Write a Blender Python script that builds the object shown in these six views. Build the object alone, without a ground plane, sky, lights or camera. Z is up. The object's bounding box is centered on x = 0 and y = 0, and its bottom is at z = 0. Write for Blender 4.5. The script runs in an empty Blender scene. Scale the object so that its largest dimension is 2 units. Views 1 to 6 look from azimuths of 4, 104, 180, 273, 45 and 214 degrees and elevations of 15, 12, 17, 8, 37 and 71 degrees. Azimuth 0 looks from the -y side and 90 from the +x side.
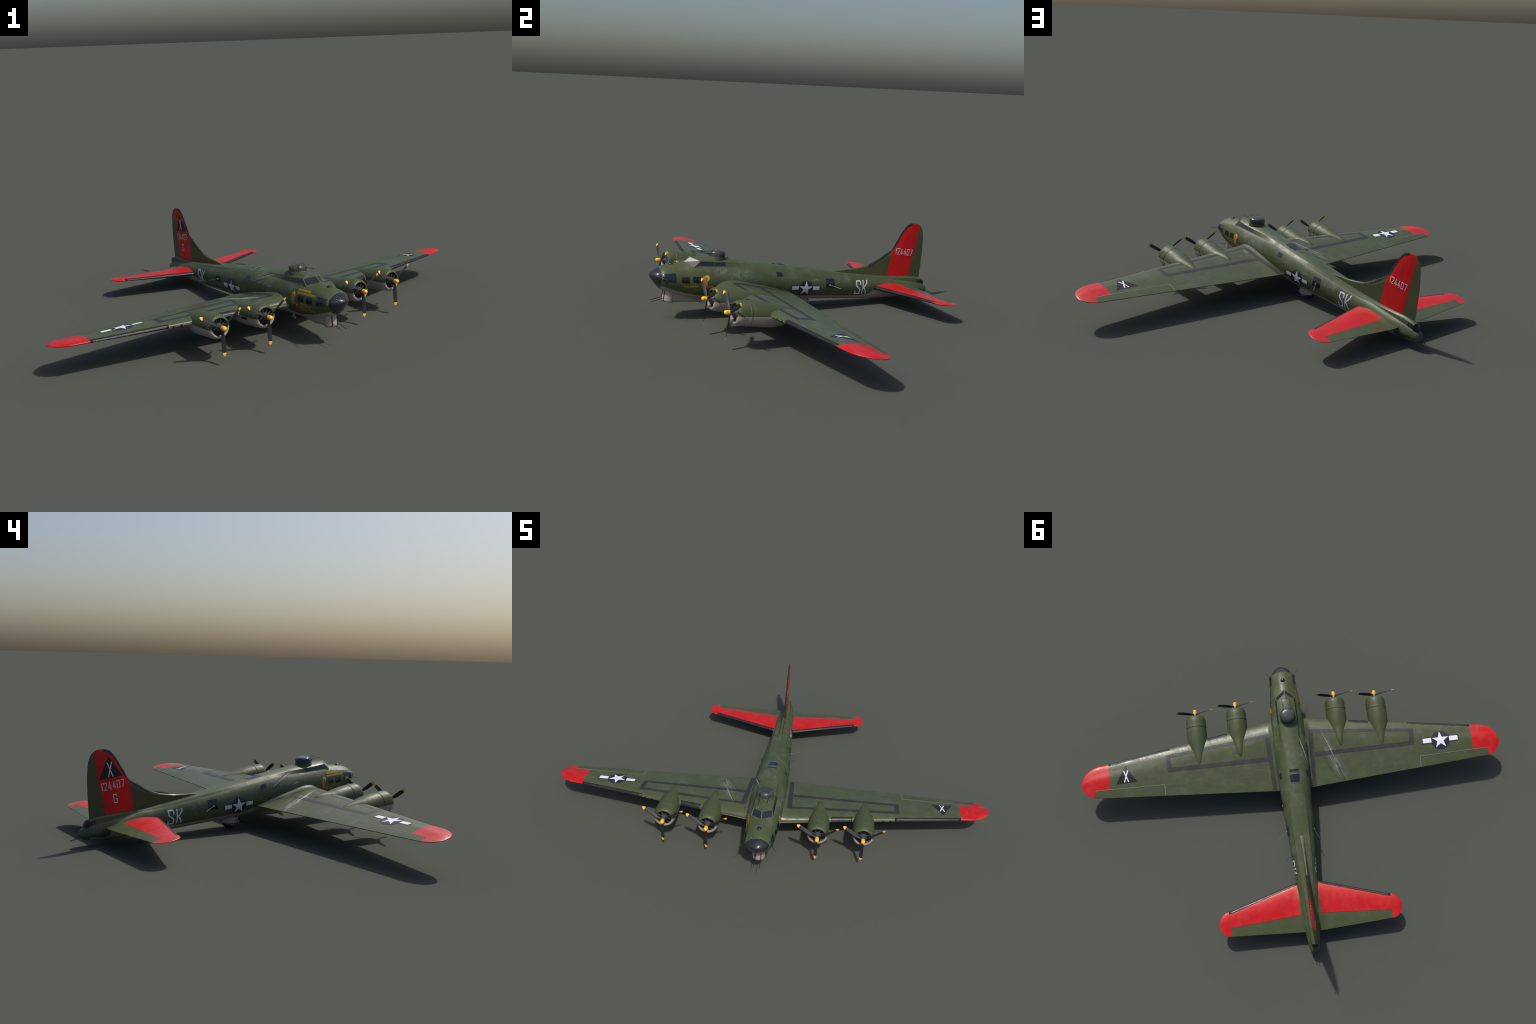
# Four-engined wartime bomber, built part by part in aircraft coordinates:
#   x = forward (towards the nose), y = left (port), z = up; metres at model scale.
import bpy, bmesh, math, random
import numpy as np
from mathutils import Vector, Matrix
from mathutils.bvhtree import BVHTree

random.seed(17)
RNG = np.random.default_rng(17)
HEADING = math.radians(39.0 - 90.0)      # nose points between +x and -y
SIDE_SHIFT = -0.078                      # centre line offset that centres the bounding box
PITCH = math.radians(6.7)                # nose-up attitude of the engines

# ------------------------------------------------------------------ helpers
def pchip(xs, ys):
    """monotone cubic interpolation through control points (xs ascending)"""
    xs = np.array(xs, float); ys = np.array(ys, float)
    h = np.diff(xs); d = np.diff(ys) / h
    m = np.zeros(len(xs)); m[0] = d[0]; m[-1] = d[-1]
    for i in range(1, len(xs) - 1):
        if d[i - 1] * d[i] > 0:
            w1 = 2 * h[i] + h[i - 1]; w2 = h[i] + 2 * h[i - 1]
            m[i] = (w1 + w2) / (w1 / d[i - 1] + w2 / d[i])
    def f(x):
        x = min(max(x, xs[0]), xs[-1])
        i = int(min(max(np.searchsorted(xs, x) - 1, 0), len(xs) - 2))
        t = (x - xs[i]) / h[i]
        return float((1 + 2*t) * (1-t)**2 * ys[i] + t * (1-t)**2 * h[i] * m[i]
                     + t*t * (3 - 2*t) * ys[i+1] + t*t * (t-1) * h[i] * m[i+1])
    return f

def table(rows, col, key=0):
    rows = sorted(rows, key=lambda r: r[key])
    return pchip([r[key] for r in rows], [r[col] for r in rows])

def smooth(a, b, x):
    t = min(max((x - a) / (b - a), 0.0), 1.0)
    return t * t * (3 - 2 * t)

COL = bpy.context.scene.collection
PLANE = bpy.data.objects.new("bomber_aircraft", None)
COL.objects.link(PLANE)
PLANE.empty_display_size = 0.2
PLANE.rotation_euler = (0, 0, HEADING)
PLANE.location = (math.cos(math.radians(39)) * SIDE_SHIFT, math.sin(math.radians(39)) * SIDE_SHIFT, -0.0015)
PLANE["label"] = "olive drab four-engined wartime bomber with red tail and wingtips"
PLANE["category"] = "aircraft"

def add_mesh(name, verts, faces, mats, parent=None, loc=(0, 0, 0), smooth_angle=35, mat_index=None):
    me = bpy.data.meshes.new(name)
    me.from_pydata([tuple(v) for v in verts], [], faces)
    me.validate()
    return add_object(name, me, mats, parent, loc, smooth_angle, mat_index)

def add_object(name, me, mats, parent=None, loc=(0, 0, 0), smooth_angle=35, mat_index=None):
    if not isinstance(mats, (list, tuple)): mats = [mats]
    for m in mats: me.materials.append(m)
    if mat_index is not None and len(mat_index) == len(me.polygons):
        me.polygons.foreach_set("material_index", mat_index)
    if smooth_angle:
        me.polygons.foreach_set("use_smooth", [True] * len(me.polygons))
        if smooth_angle < 180: me.set_sharp_from_angle(angle=math.radians(smooth_angle))
    ob = bpy.data.objects.new(name, me)
    COL.objects.link(ob)
    ob.parent = parent or PLANE
    ob.location = loc
    return ob

def fix_normals(me):
    bm = bmesh.new(); bm.from_mesh(me)
    bmesh.ops.remove_doubles(bm, verts=bm.verts, dist=1e-6)
    bmesh.ops.recalc_face_normals(bm, faces=bm.faces)
    bm.to_mesh(me); bm.free()

def loft(rings, closed=True, cap0=False, cap1=False):
    """quads between successive rings of equal length"""
    n = len(rings[0]); V = [p for r in rings for p in r]; Fc = []
    for i in range(len(rings) - 1):
        for j in range(n if closed else n - 1):
            k = (j + 1) % n
            Fc.append((i*n + j, i*n + k, (i+1)*n + k, (i+1)*n + j))
    if cap0: Fc.append(tuple(range(n)))
    if cap1: Fc.append(tuple(range((len(rings)-1)*n, len(rings)*n))[::-1])
    return V, Fc

def revolve(profile, seg=48, axis=(1, 0, 0), up=(0, 0, 1), centre=(0, 0, 0), cap0=False, cap1=False):
    a = Vector(axis).normalized(); u = Vector(up); u = (u - a * u.dot(a)).normalized(); w = a.cross(u)
    c = Vector(centre); rings = []
    for s, r in profile:
        rings.append([c + a*s + u*(r*math.cos(t)) + w*(r*math.sin(t)) for t in [2*math.pi*k/seg for k in range(seg)]])
    return loft(rings, True, cap0, cap1)

def rod(p0, p1, r0, r1=None, seg=10):
    p0 = Vector(p0); p1 = Vector(p1); d = p1 - p0; L = d.length
    r1 = r1 or r0
    up = (0, 0, 1) if abs(d.normalized().z) < 0.9 else (1, 0, 0)
    return revolve([(0, r0), (L, r1)], seg, d, up, p0, True, True)

def join(parts):
    V = []; Fc = []
    for v, f in parts:
        o = len(V); V += list(v); Fc += [tuple(i + o for i in q) for q in f]
    return V, Fc

def mirror_y(parts):
    v, f = parts
    return [Vector((p[0], -p[1], p[2])) for p in v], [tuple(reversed(q)) for q in f]

# ------------------------------------------------------------------ materials
def srgb(r, g, b):
    f = lambda c: (c/255/12.92) if c/255 <= 0.04045 else ((c/255 + 0.055)/1.055)**2.4
    return (f(r), f(g), f(b), 1.0)

class Nodes:
    def __init__(self, name):
        self.m = bpy.data.materials.new(name); self.m.use_nodes = True
        self.t = self.m.node_tree; self.bsdf = self.t.nodes["Principled BSDF"]
        self.tc = self.t.nodes.new("ShaderNodeTexCoord")
        self.sep = None
    def n(self, typ, **kw):
        nd = self.t.nodes.new(typ)
        for k, v in kw.items(): setattr(nd, k, v)
        return nd
    def link(self, a, b): self.t.links.new(a, b)
    def put(self, sock, v):
        if isinstance(v, bpy.types.NodeSocket): self.link(v, sock)
        elif sock.type == 'VECTOR' and not isinstance(v, float): sock.default_value = v[:3]
        else: sock.default_value = v
    def xyz(self):
        if not self.sep:
            self.sep = self.n("ShaderNodeSeparateXYZ"); self.link(self.tc.outputs["Object"], self.sep.inputs[0])
        return self.sep.outputs
    def math(self, op, a, b=0.0, c=None, clamp=False):
        nd = self.n("ShaderNodeMath", operation=op, use_clamp=clamp)
        self.put(nd.inputs[0], a); self.put(nd.inputs[1], b)
        if c is not None: self.put(nd.inputs[2], c)
        return nd.outputs[0]
    def noise(self, scale, detail=4, rough=0.55, stretch=(1, 1, 1), shift=(0, 0, 0)):
        mp = self.n("ShaderNodeMapping"); mp.inputs["Scale"].default_value = stretch; mp.inputs["Location"].default_value = shift
        self.link(self.tc.outputs["Object"], mp.inputs[0])
        nz = self.n("ShaderNodeTexNoise"); nz.inputs["Scale"].default_value = scale
        nz.inputs["Detail"].default_value = detail; nz.inputs["Roughness"].default_value = rough
        self.link(mp.outputs[0], nz.inputs[0])
        return nz.outputs["Fac"]
    def ramp(self, fac, lo, hi, a=0.0, b=1.0):
        nd = self.n("ShaderNodeMapRange", interpolation_type='SMOOTHSTEP')
        self.put(nd.inputs[0], fac); self.put(nd.inputs[1], lo); self.put(nd.inputs[2], hi)
        self.put(nd.inputs[3], a); self.put(nd.inputs[4], b)
        return nd.outputs[0]
    def mix(self, fac, a, b, mode='MIX'):
        nd = self.n("ShaderNodeMix", data_type='RGBA', blend_type=mode)
        self.put(nd.inputs[0], fac); self.put(nd.inputs[6], a); self.put(nd.inputs[7], b)
        return nd.outputs[2]
    def step(self, a, edge, soft):
        """1 where a > edge, blurred over +-soft"""
        return self.math('MULTIPLY_ADD', self.math('SUBTRACT', a, edge), 0.5/soft, 0.5, clamp=True)

OLIVE = srgb(70, 79, 50)
PALE = srgb(160, 151, 142)
RED = srgb(190, 17, 22)

def weathered(name, colour, rough=0.40, wear=0.5, mottle=0.18, scuff=srgb(150, 156, 150), zones=None, bump=0.12,
              spec=0.42, stretch=(0.35, 1, 1), seams=None, bump_scale=45):
    N = Nodes(name)
    col = colour
    if zones: col = zones(N, colour)
    if seams: col = N.mix(N.math('MULTIPLY', seams(N), 0.30), col, (0.012, 0.014, 0.008, 1))
    # broad fading of the paint
    f1 = N.noise(9, 5, 0.6); f2 = N.noise(55, 4, 0.6, stretch)
    k = N.math('MULTIPLY_ADD', N.math('SUBTRACT', f1, 0.5), mottle*1.6, 1.0)
    k = N.math('ADD', k, N.math('MULTIPLY', N.math('SUBTRACT', f2, 0.5), mottle*1.2))
    vm = N.n("ShaderNodeVectorMath", operation='SCALE'); N.put(vm.inputs[0], col); N.link(k, vm.inputs[3])
    col = vm.outputs[0]
    # pale scuffs and chips gathered in patches
    patch = N.ramp(N.noise(5.5, 3, 0.5, shift=(3, 1, 7)), 0.52, 0.75)
    haze = N.math('MULTIPLY', patch, N.ramp(N.noise(60, 6, 0.7, stretch), 0.45, 0.8))
    chips = N.math('MULTIPLY', N.ramp(N.noise(140, 4, 0.65, (0.5, 1, 1), (9, 2, 4)), 0.66, 0.74),
                   N.ramp(N.noise(13, 3, 0.6, shift=(5, 5, 5)), 0.5, 0.68))
    w = N.math('ADD', N.math('MULTIPLY', haze, 0.50*wear), N.math('MULTIPLY', chips, 0.60*wear), clamp=True)
    # fine drawn scratches and a greyer bloom
    thin = N.math('MULTIPLY', N.ramp(N.noise(120, 3, 0.6, (stretch[0]*0.12 if stretch[0] < 1 else 1, stretch[1]*0.12 if stretch[1] < 1 else 1, 1), (2, 8, 1)), 0.63, 0.72),
                  N.ramp(N.noise(9, 3, 0.5, shift=(1, 4, 2)), 0.48, 0.66))
    w = N.math('ADD', w, N.math('MULTIPLY', thin, 0.40*wear), clamp=True)
    w = N.math('ADD', w, N.math('MULTIPLY', N.ramp(N.noise(16, 5, 0.65, shift=(6, 3, 8)), 0.45, 0.75), 0.16*wear), clamp=True)
    col = N.mix(w, col, scuff)
    N.link(col, N.bsdf.inputs["Base Color"])
    r = N.math('MULTIPLY_ADD', N.math('SUBTRACT', N.noise(26, 6, 0.7), 0.5), 0.55, rough)
    r = N.math('MAXIMUM', r, 0.18)
    N.link(r, N.bsdf.inputs["Roughness"])
    N.bsdf.inputs["Specular IOR Level"].default_value = spec
    if bump:
        b = N.n("ShaderNodeBump"); b.inputs["Strength"].default_value = bump; b.inputs["Distance"].default_value = 0.002
        N.link(N.noise(bump_scale, 5, 0.6), b.inputs["Height"]); N.link(b.outputs[0], N.bsdf.inputs["Normal"])
    return N.m

def plain(name, colour, rough=0.5, metal=0.0, spec=0.5, vary=0.08, coat=0.0):
    N = Nodes(name)
    k = N.math('MULTIPLY_ADD', N.math('SUBTRACT', N.noise(60, 4), 0.5), vary*2, 1.0)
    vm = N.n("ShaderNodeVectorMath", operation='SCALE'); vm.inputs[0].default_value = colour[:3]; N.link(k, vm.inputs[3])
    N.link(vm.outputs[0], N.bsdf.inputs["Base Color"])
    N.bsdf.inputs["Roughness"].default_value = rough; N.bsdf.inputs["Metallic"].default_value = metal
    N.bsdf.inputs["Specular IOR Level"].default_value = spec; N.bsdf.inputs["Coat Weight"].default_value = coat
    return N.m

# height of the olive / pale-belly paint line along the fuselage
PAINT_LINE = [(-0.97, 0.045), (-0.905, 0.040), (-0.885, 0.052), (-0.872, 0.082), (-0.80, 0.089), (-0.66, 0.092), (-0.615, 0.088),
              (-0.595, 0.0725), (-0.55, 0.066), (-0.49, 0.0655), (-0.27, 0.0845), (-0.13, 0.096), (-0.06, 0.122), (0.0, 0.140),
              (0.33, 0.150), (0.375, 0.138), (0.43, 0.1325), (0.51, 0.150), (0.59, 0.176), (0.65, 0.198)]
def fuselage_zones(N, colour):
    x, y, z = N.xyz()
    x0, x1 = -1.05, 0.70
    fc = N.n("ShaderNodeFloatCurve"); mp = fc.mapping; c = mp.curves[0]
    pts = [((px - x0)/(x1 - x0), pz*4) for px, pz in PAINT_LINE]
    c.points[0].location = (0, pts[0][1]); c.points[1].location = (1, pts[-1][1])
    for p in pts: c.points.new(*p)
    for p in c.points: p.handle_type = 'VECTOR'
    mp.update()
    N.link(N.math('MULTIPLY_ADD', x, 1/(x1-x0), -x0/(x1-x0)), fc.inputs["Value"])
    line = N.math('MULTIPLY', fc.outputs[0], 0.25)
    wob = N.math('MULTIPLY', N.math('SUBTRACT', N.noise(30, 2), 0.5), 0.004)
    m = N.step(N.math('ADD', z, wob), line, 0.0022)
    col = N.mix(m, PALE, colour)
    total = None
    for side_y, cx, cz, rx, rz, amt in ((1, 0.325, 0.262, 0.045, 0.026, 0.55), (1, 0.23, 0.235, 0.10, 0.030, 0.40), (1, -0.385, 0.172, 0.020, 0.022, 0.5),
                                        (1, -0.440, 0.165, 0.040, 0.022, 0.5), (1, -0.235, 0.178, 0.025, 0.014, 0.4), (-1, 0.12, 0.252, 0.10, 0.045, 0.45),
                                        (-1, 0.385, 0.262, 0.05, 0.018, 0.35), (-1, -0.43, 0.160, 0.05, 0.025, 0.3)):
        dx = N.math('MULTIPLY', N.math('SUBTRACT', x, cx), 1/rx); dz = N.math('MULTIPLY', N.math('SUBTRACT', z, cz), 1/rz)
        d = N.math('SQRT', N.math('ADD', N.math('MULTIPLY', dx, dx), N.math('MULTIPLY', dz, dz)))
        g = N.math('MULTIPLY', N.ramp(d, 0.2, 1.3, amt, 0.0), N.step(N.math('MULTIPLY', y, float(side_y)), 0.01, 0.005))
        total = g if total is None else N.math('MAXIMUM', total, g)
    haze = N.math('MULTIPLY', total, N.ramp(N.noise(75, 6, 0.72), 0.38, 0.70))
    return N.mix(haze, col, srgb(140, 146, 140))

def nacelle_zones(N, colour):      # paint line slopes with the thrust line
    x, y, z = N.xyz()
    h = N.math('SUBTRACT', z, N.math('MULTIPLY', x, 0.085))
    return N.mix(N.step(h, -0.0040, 0.0015), PALE, colour)

def fin_zones(N, colour):          # red band aft of a raked line
    x, y, z = N.xyz()
    m = N.step(N.math('MULTIPLY_ADD', z, 0.193, x), -0.7107, 0.0006)
    return N.mix(m, RED, colour)

def wing_zones(N, colour):         # red wing tip
    x, y, z = N.xyz()
    m = N.step(N.math('ABSOLUTE', y), 1.0990, 0.0006)
    col = N.mix(m, colour, RED)
    # pale abrasion streaming aft over the starboard wing root
    off = N.math('ABSOLUTE', N.math('ADD', N.math('ADD', y, 0.2520), N.math('MULTIPLY_ADD', x, -0.36, 0.0367)))
    band = N.ramp(off, 0.006, 0.042, 1.0, 0.0)
    lng = N.math('MULTIPLY', N.ramp(x, -0.06, 0.03), N.ramp(x, 0.13, 0.26, 1.0, 0.0))
    haze = N.math('MULTIPLY', N.math('MULTIPLY', band, lng), N.ramp(N.noise(46, 6, 0.7, (0.35, 1, 1)), 0.30, 0.72))
    col = N.mix(N.math('MULTIPLY', haze, 0.62), col, srgb(138, 142, 138))
    root = N.math('MULTIPLY', N.ramp(N.math('ABSOLUTE', N.math('ADD', y, 0.112)), 0.004, 0.026, 1.0, 0.0), N.math('MULTIPLY', N.ramp(x, -0.05, 0.02), N.ramp(x, 0.05, 0.14, 1.0, 0.0)))
    root = N.math('MULTIPLY', root, N.ramp(N.noise(60, 6, 0.7, (0.2, 1, 1)), 0.35, 0.7))
    return N.mix(N.math('MULTIPLY', root, 0.55), col, srgb(140, 144, 140))

def tailplane_zones(N, colour):    # olive strip at the root, the rest red
    x, y, z = N.xyz()
    m = N.step(N.math('ABSOLUTE', y), 0.0595, 0.0006)
    return N.mix(m, colour, RED)

def seam_at(N, coord, pos, half=0.0007):
    return N.ramp(N.math('ABSOLUTE', N.math('SUBTRACT', coord, pos)), half*0.5, half*1.6, 1.0, 0.0)
def wing_seams(N):                 # spanwise skin laps and rib lines
    x, y, z = N.xyz(); a = N.math('ABSOLUTE', y); tot = None
    for p0, k in ((0.045, -0.012), (0.022, 0.006), (0.330, -0.165), (0.105, -0.02)):
        m = seam_at(N, x, N.math('MULTIPLY_ADD', a, k, p0)); tot = m if tot is None else N.math('MAXIMUM', tot, m)
    f = N.math('FRACT', N.math('MULTIPLY', a, 1/0.0925)); rib = N.ramp(N.math('ABSOLUTE', N.math('SUBTRACT', f, 0.5)), 0.004, 0.012, 0.6, 0.0)
    return N.math('MAXIMUM', tot, rib)
def body_seams(N):                 # frames around the fuselage
    x, y, z = N.xyz()
    f = N.math('FRACT', N.math('MULTIPLY', x, 1/0.0870)); rib = N.ramp(N.math('ABSOLUTE', N.math('SUBTRACT', f, 0.5)), 0.005, 0.014, 0.7, 0.0)
    return N.math('MULTIPLY', rib, N.ramp(x, 0.44, 0.46, 1.0, 0.0))
def tail_seams(N):
    x, y, z = N.xyz(); a = N.math('ABSOLUTE', y)
    m = seam_at(N, x, N.math('MULTIPLY_ADD', a, -0.17, -0.745))
    f = N.math('FRACT', N.math('MULTIPLY', a, 1/0.0700)); rib = N.ramp(N.math('ABSOLUTE', N.math('SUBTRACT', f, 0.5)), 0.004, 0.012, 0.5, 0.0)
    return N.math('MAXIMUM', m, rib)
M_FUS = weathered("fuselage_paint", OLIVE, rough=0.46, zones=fuselage_zones, wear=0.8, mottle=0.24, bump=0.45, bump_scale=30, seams=body_seams)
M_WING = weathered("wing_paint", srgb(72, 80, 53), rough=0.38, zones=wing_zones, wear=0.5, mottle=0.24, seams=wing_seams, stretch=(1, 0.3, 1))
M_AIL = weathered("control_surface_paint", srgb(70, 79, 50), wear=0.25, stretch=(1, 0.3, 1))
M_TAIL = weathered("tailplane_paint", OLIVE, zones=tailplane_zones, wear=0.35, seams=tail_seams, stretch=(1, 0.3, 1))
M_FIN = weathered("fin_paint", OLIVE, zones=fin_zones, wear=0.12)
M_RUD = weathered("rudder_paint", OLIVE, wear=0.15)
M_NAC = weathered("nacelle_paint", OLIVE, rough=0.50, zones=nacelle_zones, wear=0.3)
M_OLIVE = weathered("olive_paint", OLIVE, wear=0.3)
M_FRAME = plain("glazing_frame_paint", srgb(92, 102, 68), 0.45)
M_PALE = weathered("pale_grey_belly_paint", PALE, wear=0.3, scuff=srgb(120, 116, 110))
M_WALK = weathered("walkway_black_paint", srgb(47, 46, 47), rough=0.5, wear=0.30, bump=0.2)
M_BOOT = weathered("deicer_rubber", srgb(34, 33, 36), rough=0.40, wear=0.45, bump=0.35, scuff=srgb(120, 115, 110))
M_BLUE = weathered("insignia_dark_blue", srgb(36, 38, 50), wear=0.35, scuff=srgb(130, 132, 140))
M_WHITE = weathered("insignia_white", srgb(232, 232, 236), wear=0.25, mottle=0.05, scuff=srgb(170, 172, 176))
M_GREYMARK = weathered("marking_light_grey", srgb(205, 208, 214), wear=0.25, mottle=0.05, scuff=srgb(150, 152, 156))
M_BLACKMARK = weathered("marking_black", srgb(30, 29, 33), wear=0.3, scuff=srgb(95, 95, 98))
M_YELLOWMARK = weathered("marking_yellow", srgb(178, 144, 44), wear=0.3, scuff=srgb(110, 100, 55))
M_YEL = plain("yellow_paint", srgb(238, 186, 40), 0.42)
M_BLADE = plain("propeller_black", srgb(40, 39, 41), 0.45)
M_GUN = plain("gun_metal", srgb(42, 42, 46), 0.4, 0.4)
M_BARREL = plain("gun_barrel_grey", srgb(112, 110, 108), 0.45, 0.3)
M_STEEL = plain("bare_steel", srgb(150, 150, 154), 0.38, 0.7)
M_ENG = plain("engine_black_metal", srgb(30, 30, 33), 0.45, 0.5)
M_CRANK = plain("crankcase_grey", srgb(84, 85, 90), 0.45, 0.4)
M_GLASS = plain("dark_blue_glass", srgb(30, 34, 48), 0.09, 0.0, 0.6, 0.03)
M_SCREEN = plain("windscreen_glass", srgb(32, 36, 50), 0.20, 0.0, 0.7, 0.03)
M_NOSE = plain("nose_glass", srgb(40, 42, 48), 0.14, 0.0, 0.6, 0.03)
M_DOME = plain("turret_dome_glass", srgb(58, 60, 58), 0.28, 0.0, 0.5, 0.05)
M_DARKWIN = plain("dark_window", srgb(24, 24, 26), 0.22, 0.0, 0.5, 0.1)
M_SCRATCH = weathered("bare_scratch", srgb(150, 154, 156), rough=0.35, wear=0.2)
M_GROOVE_SHADE = weathered("groove_shade", srgb(40, 48, 36), wear=0.2)  # dark olive for gouge strips: groove shade put into the colour
M_EDGE = weathered("worn_edge", srgb(140, 148, 138), wear=0.2, mottle=0.5)
M_ORANGE = weathered("art_orange", srgb(176, 120, 40), wear=0.35)
M_HAIR = weathered("art_yellow", srgb(204, 160, 46), wear=0.25)
M_SKIN = weathered("art_face", srgb(150, 95, 78), wear=0.2)
M_ARTRED = weathered("art_red", srgb(140, 38, 30), wear=0.2)

# ------------------------------------------------------------------ fuselage
# station, half width, height of widest point, belly, shoulder y/z, deck edge y/z, top
FUS = [
 (0.6410, 0.0620, 0.2360, 0.1720, 0.0400, 0.2715, 0.0250, 0.2790, 0.2830),
 (0.6230, 0.0745, 0.2310, 0.1600, 0.0480, 0.2740, 0.0300, 0.2825, 0.2890),
 (0.5900, 0.0800, 0.2200, 0.1450, 0.0540, 0.2755, 0.0340, 0.2870, 0.2955),
 (0.5440, 0.0828, 0.2150, 0.1290, 0.0570, 0.2765, 0.0370, 0.2895, 0.2995),
 (0.5000, 0.0865, 0.2120, 0.1180, 0.0580, 0.2800, 0.0385, 0.2925, 0.3020),
 (0.4500, 0.0918, 0.2090, 0.1060, 0.0595, 0.2850, 0.0420, 0.2960, 0.3035),
 (0.4370, 0.0928, 0.2085, 0.1040, 0.0600, 0.2880, 0.0510, 0.3155, 0.3285),
 (0.3600, 0.0972, 0.2055, 0.0960, 0.0612, 0.2835, 0.0540, 0.3075, 0.3240),
 (0.2960, 0.0985, 0.2020, 0.0915, 0.0615, 0.2790, 0.0545, 0.3015, 0.3180),
 (0.2000, 0.0985, 0.1950, 0.0850, 0.0625, 0.2740, 0.0500, 0.2925, 0.3045),
 (0.1000, 0.0975, 0.1850, 0.0785, 0.0625, 0.2670, 0.0475, 0.2795, 0.2895),
 (0.0000, 0.0950, 0.1750, 0.0715, 0.0610, 0.2530, 0.0465, 0.2645, 0.2745),
 (-0.1050, 0.0912, 0.1610, 0.0640, 0.0590, 0.2365, 0.0465, 0.2465, 0.2560),
 (-0.2400, 0.0850, 0.1440, 0.0545, 0.0560, 0.2130, 0.0460, 0.2240, 0.2320),
 (-0.4000, 0.0750, 0.1260, 0.0438, 0.0510, 0.1880, 0.0435, 0.1985, 0.2015),
 (-0.5260, 0.0675, 0.1140, 0.0348, 0.0465, 0.1690, 0.0395, 0.1785, 0.1815),
 (-0.6300, 0.0628, 0.1040, 0.0292, 0.0400, 0.1555, 0.0350, 0.1620, 0.1680),
 (-0.7000, 0.0605, 0.0960, 0.0265, 0.0330, 0.1500, 0.0290, 0.1545, 0.1600),
 (-0.7880, 0.0560, 0.0860, 0.0250, 0.0265, 0.1350, 0.0230, 0.1450, 0.1520),
 (-0.8500, 0.0510, 0.0790, 0.0262, 0.0245, 0.1240, 0.0215, 0.1400, 0.1490),
 (-0.9100, 0.0434, 0.0720, 0.0285, 0.0228, 0.1130, 0.0200, 0.1340, 0.1450),
 (-0.9630, 0.0352, 0.0660, 0.0310, 0.0205, 0.1010, 0.0180, 0.1255, 0.1350),
 (-0.9850, 0.0318, 0.0630, 0.0325, 0.0190, 0.0950, 0.0165, 0.1200, 0.1280),
]
FT = [table(FUS, i) for i in range(9)]

def fuselage_ring(f):
    w, zw, zb, ys, zs, yc, zc, zt = [FT[i](f) for i in range(1, 9)]
    # lower and side curve: belly -> shoulder
    half = []
    nl, nsd, nu = 22, 6, 12
    for i in range(nl):                               # belly to widest point
        a = math.pi/2 * i / nl; v = smooth(0.54, 0.641, f)      # chin turns V-shaped towards the nose
        half.append((w*math.sin(a)**(1 + 0.28*v + 0.10*smooth(-0.05, -0.2, f)), zw - (zw - zb)*math.cos(a)**(1 + 0.12*v)))
    # widest point up to the shoulder on an ellipse fitted through both
    b = (zs - zw) / math.sqrt(max(1e-6, 1 - (ys/w)**2))
    a1 = math.acos(min(1, ys/w))
    for i in range(nl + 1):
        a = a1 * i / nl
        half.append((w*math.cos(a), zw + b*math.sin(a)))
    for i in range(1, nsd + 1):                       # shoulder up to the deck edge
        t = i/nsd
        half.append((ys + (yc-ys)*t, zs + (zc-zs)*t))
    for i in range(1, nu + 1):                        # crowned deck
        u = 1 - i/nu
        half.append((yc*u, zc + (zt-zc)*(1 - u**2.2)))
    ring = [Vector((f, y, z)) for y, z in half]
    ring += [Vector((f, -y, z)) for y, z in half[-2:0:-1]]
    return ring

def build_fuselage():
    st = list(np.linspace(0.641, 0.45, 40)) + [0.4372, 0.4370] + list(np.linspace(0.43, -0.985, 190))
    V, Fc = loft([fuselage_ring(f) for f in st], True, True, True)
    me = bpy.data.meshes.new("fuselage"); me.from_pydata([tuple(v) for v in V], [], Fc); fix_normals(me)
    return add_object("fuselage", me, M_FUS, smooth_angle=24)
fuselage = build_fuselage()

# wedge-shaped cockpit front standing proud of the fuselage
CB = Vector((0.5105, 0, 0.3035)); CT = Vector((0.4768, 0, 0.3300)); RT = Vector((0.4355, 0, 0.3290))
def side(v, s): return Vector((v[0], v[1]*s, v[2]))
LT = (0.4368, 0.0512, 0.3158); LB = (0.4680, 0.0582, 0.2880); LB2 = (0.4355, 0.0602, 0.2875)
def build_canopy():
    V = [CB, CT, RT, CB - Vector((0, 0, .03))]; Fc = []
    for s in (1, -1):
        o = len(V)
        V += [side(LT, s), side(LB, s), side(LB2, s), side(LB, s) - Vector((0, 0, .03)), side(LB2, s) - Vector((0, 0, .03))]
        q = [(0, 1, o, o+1), (o+1, o, o+2), (1, 2, o), (0, o+1, o+3, 3), (o+1, o+2, o+4, o+3)]
        Fc += q if s < 0 else [tuple(reversed(k)) for k in q]
    return add_mesh("cockpit_canopy", V, Fc, M_OLIVE, smooth_angle=0)
canopy = build_canopy()

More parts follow.
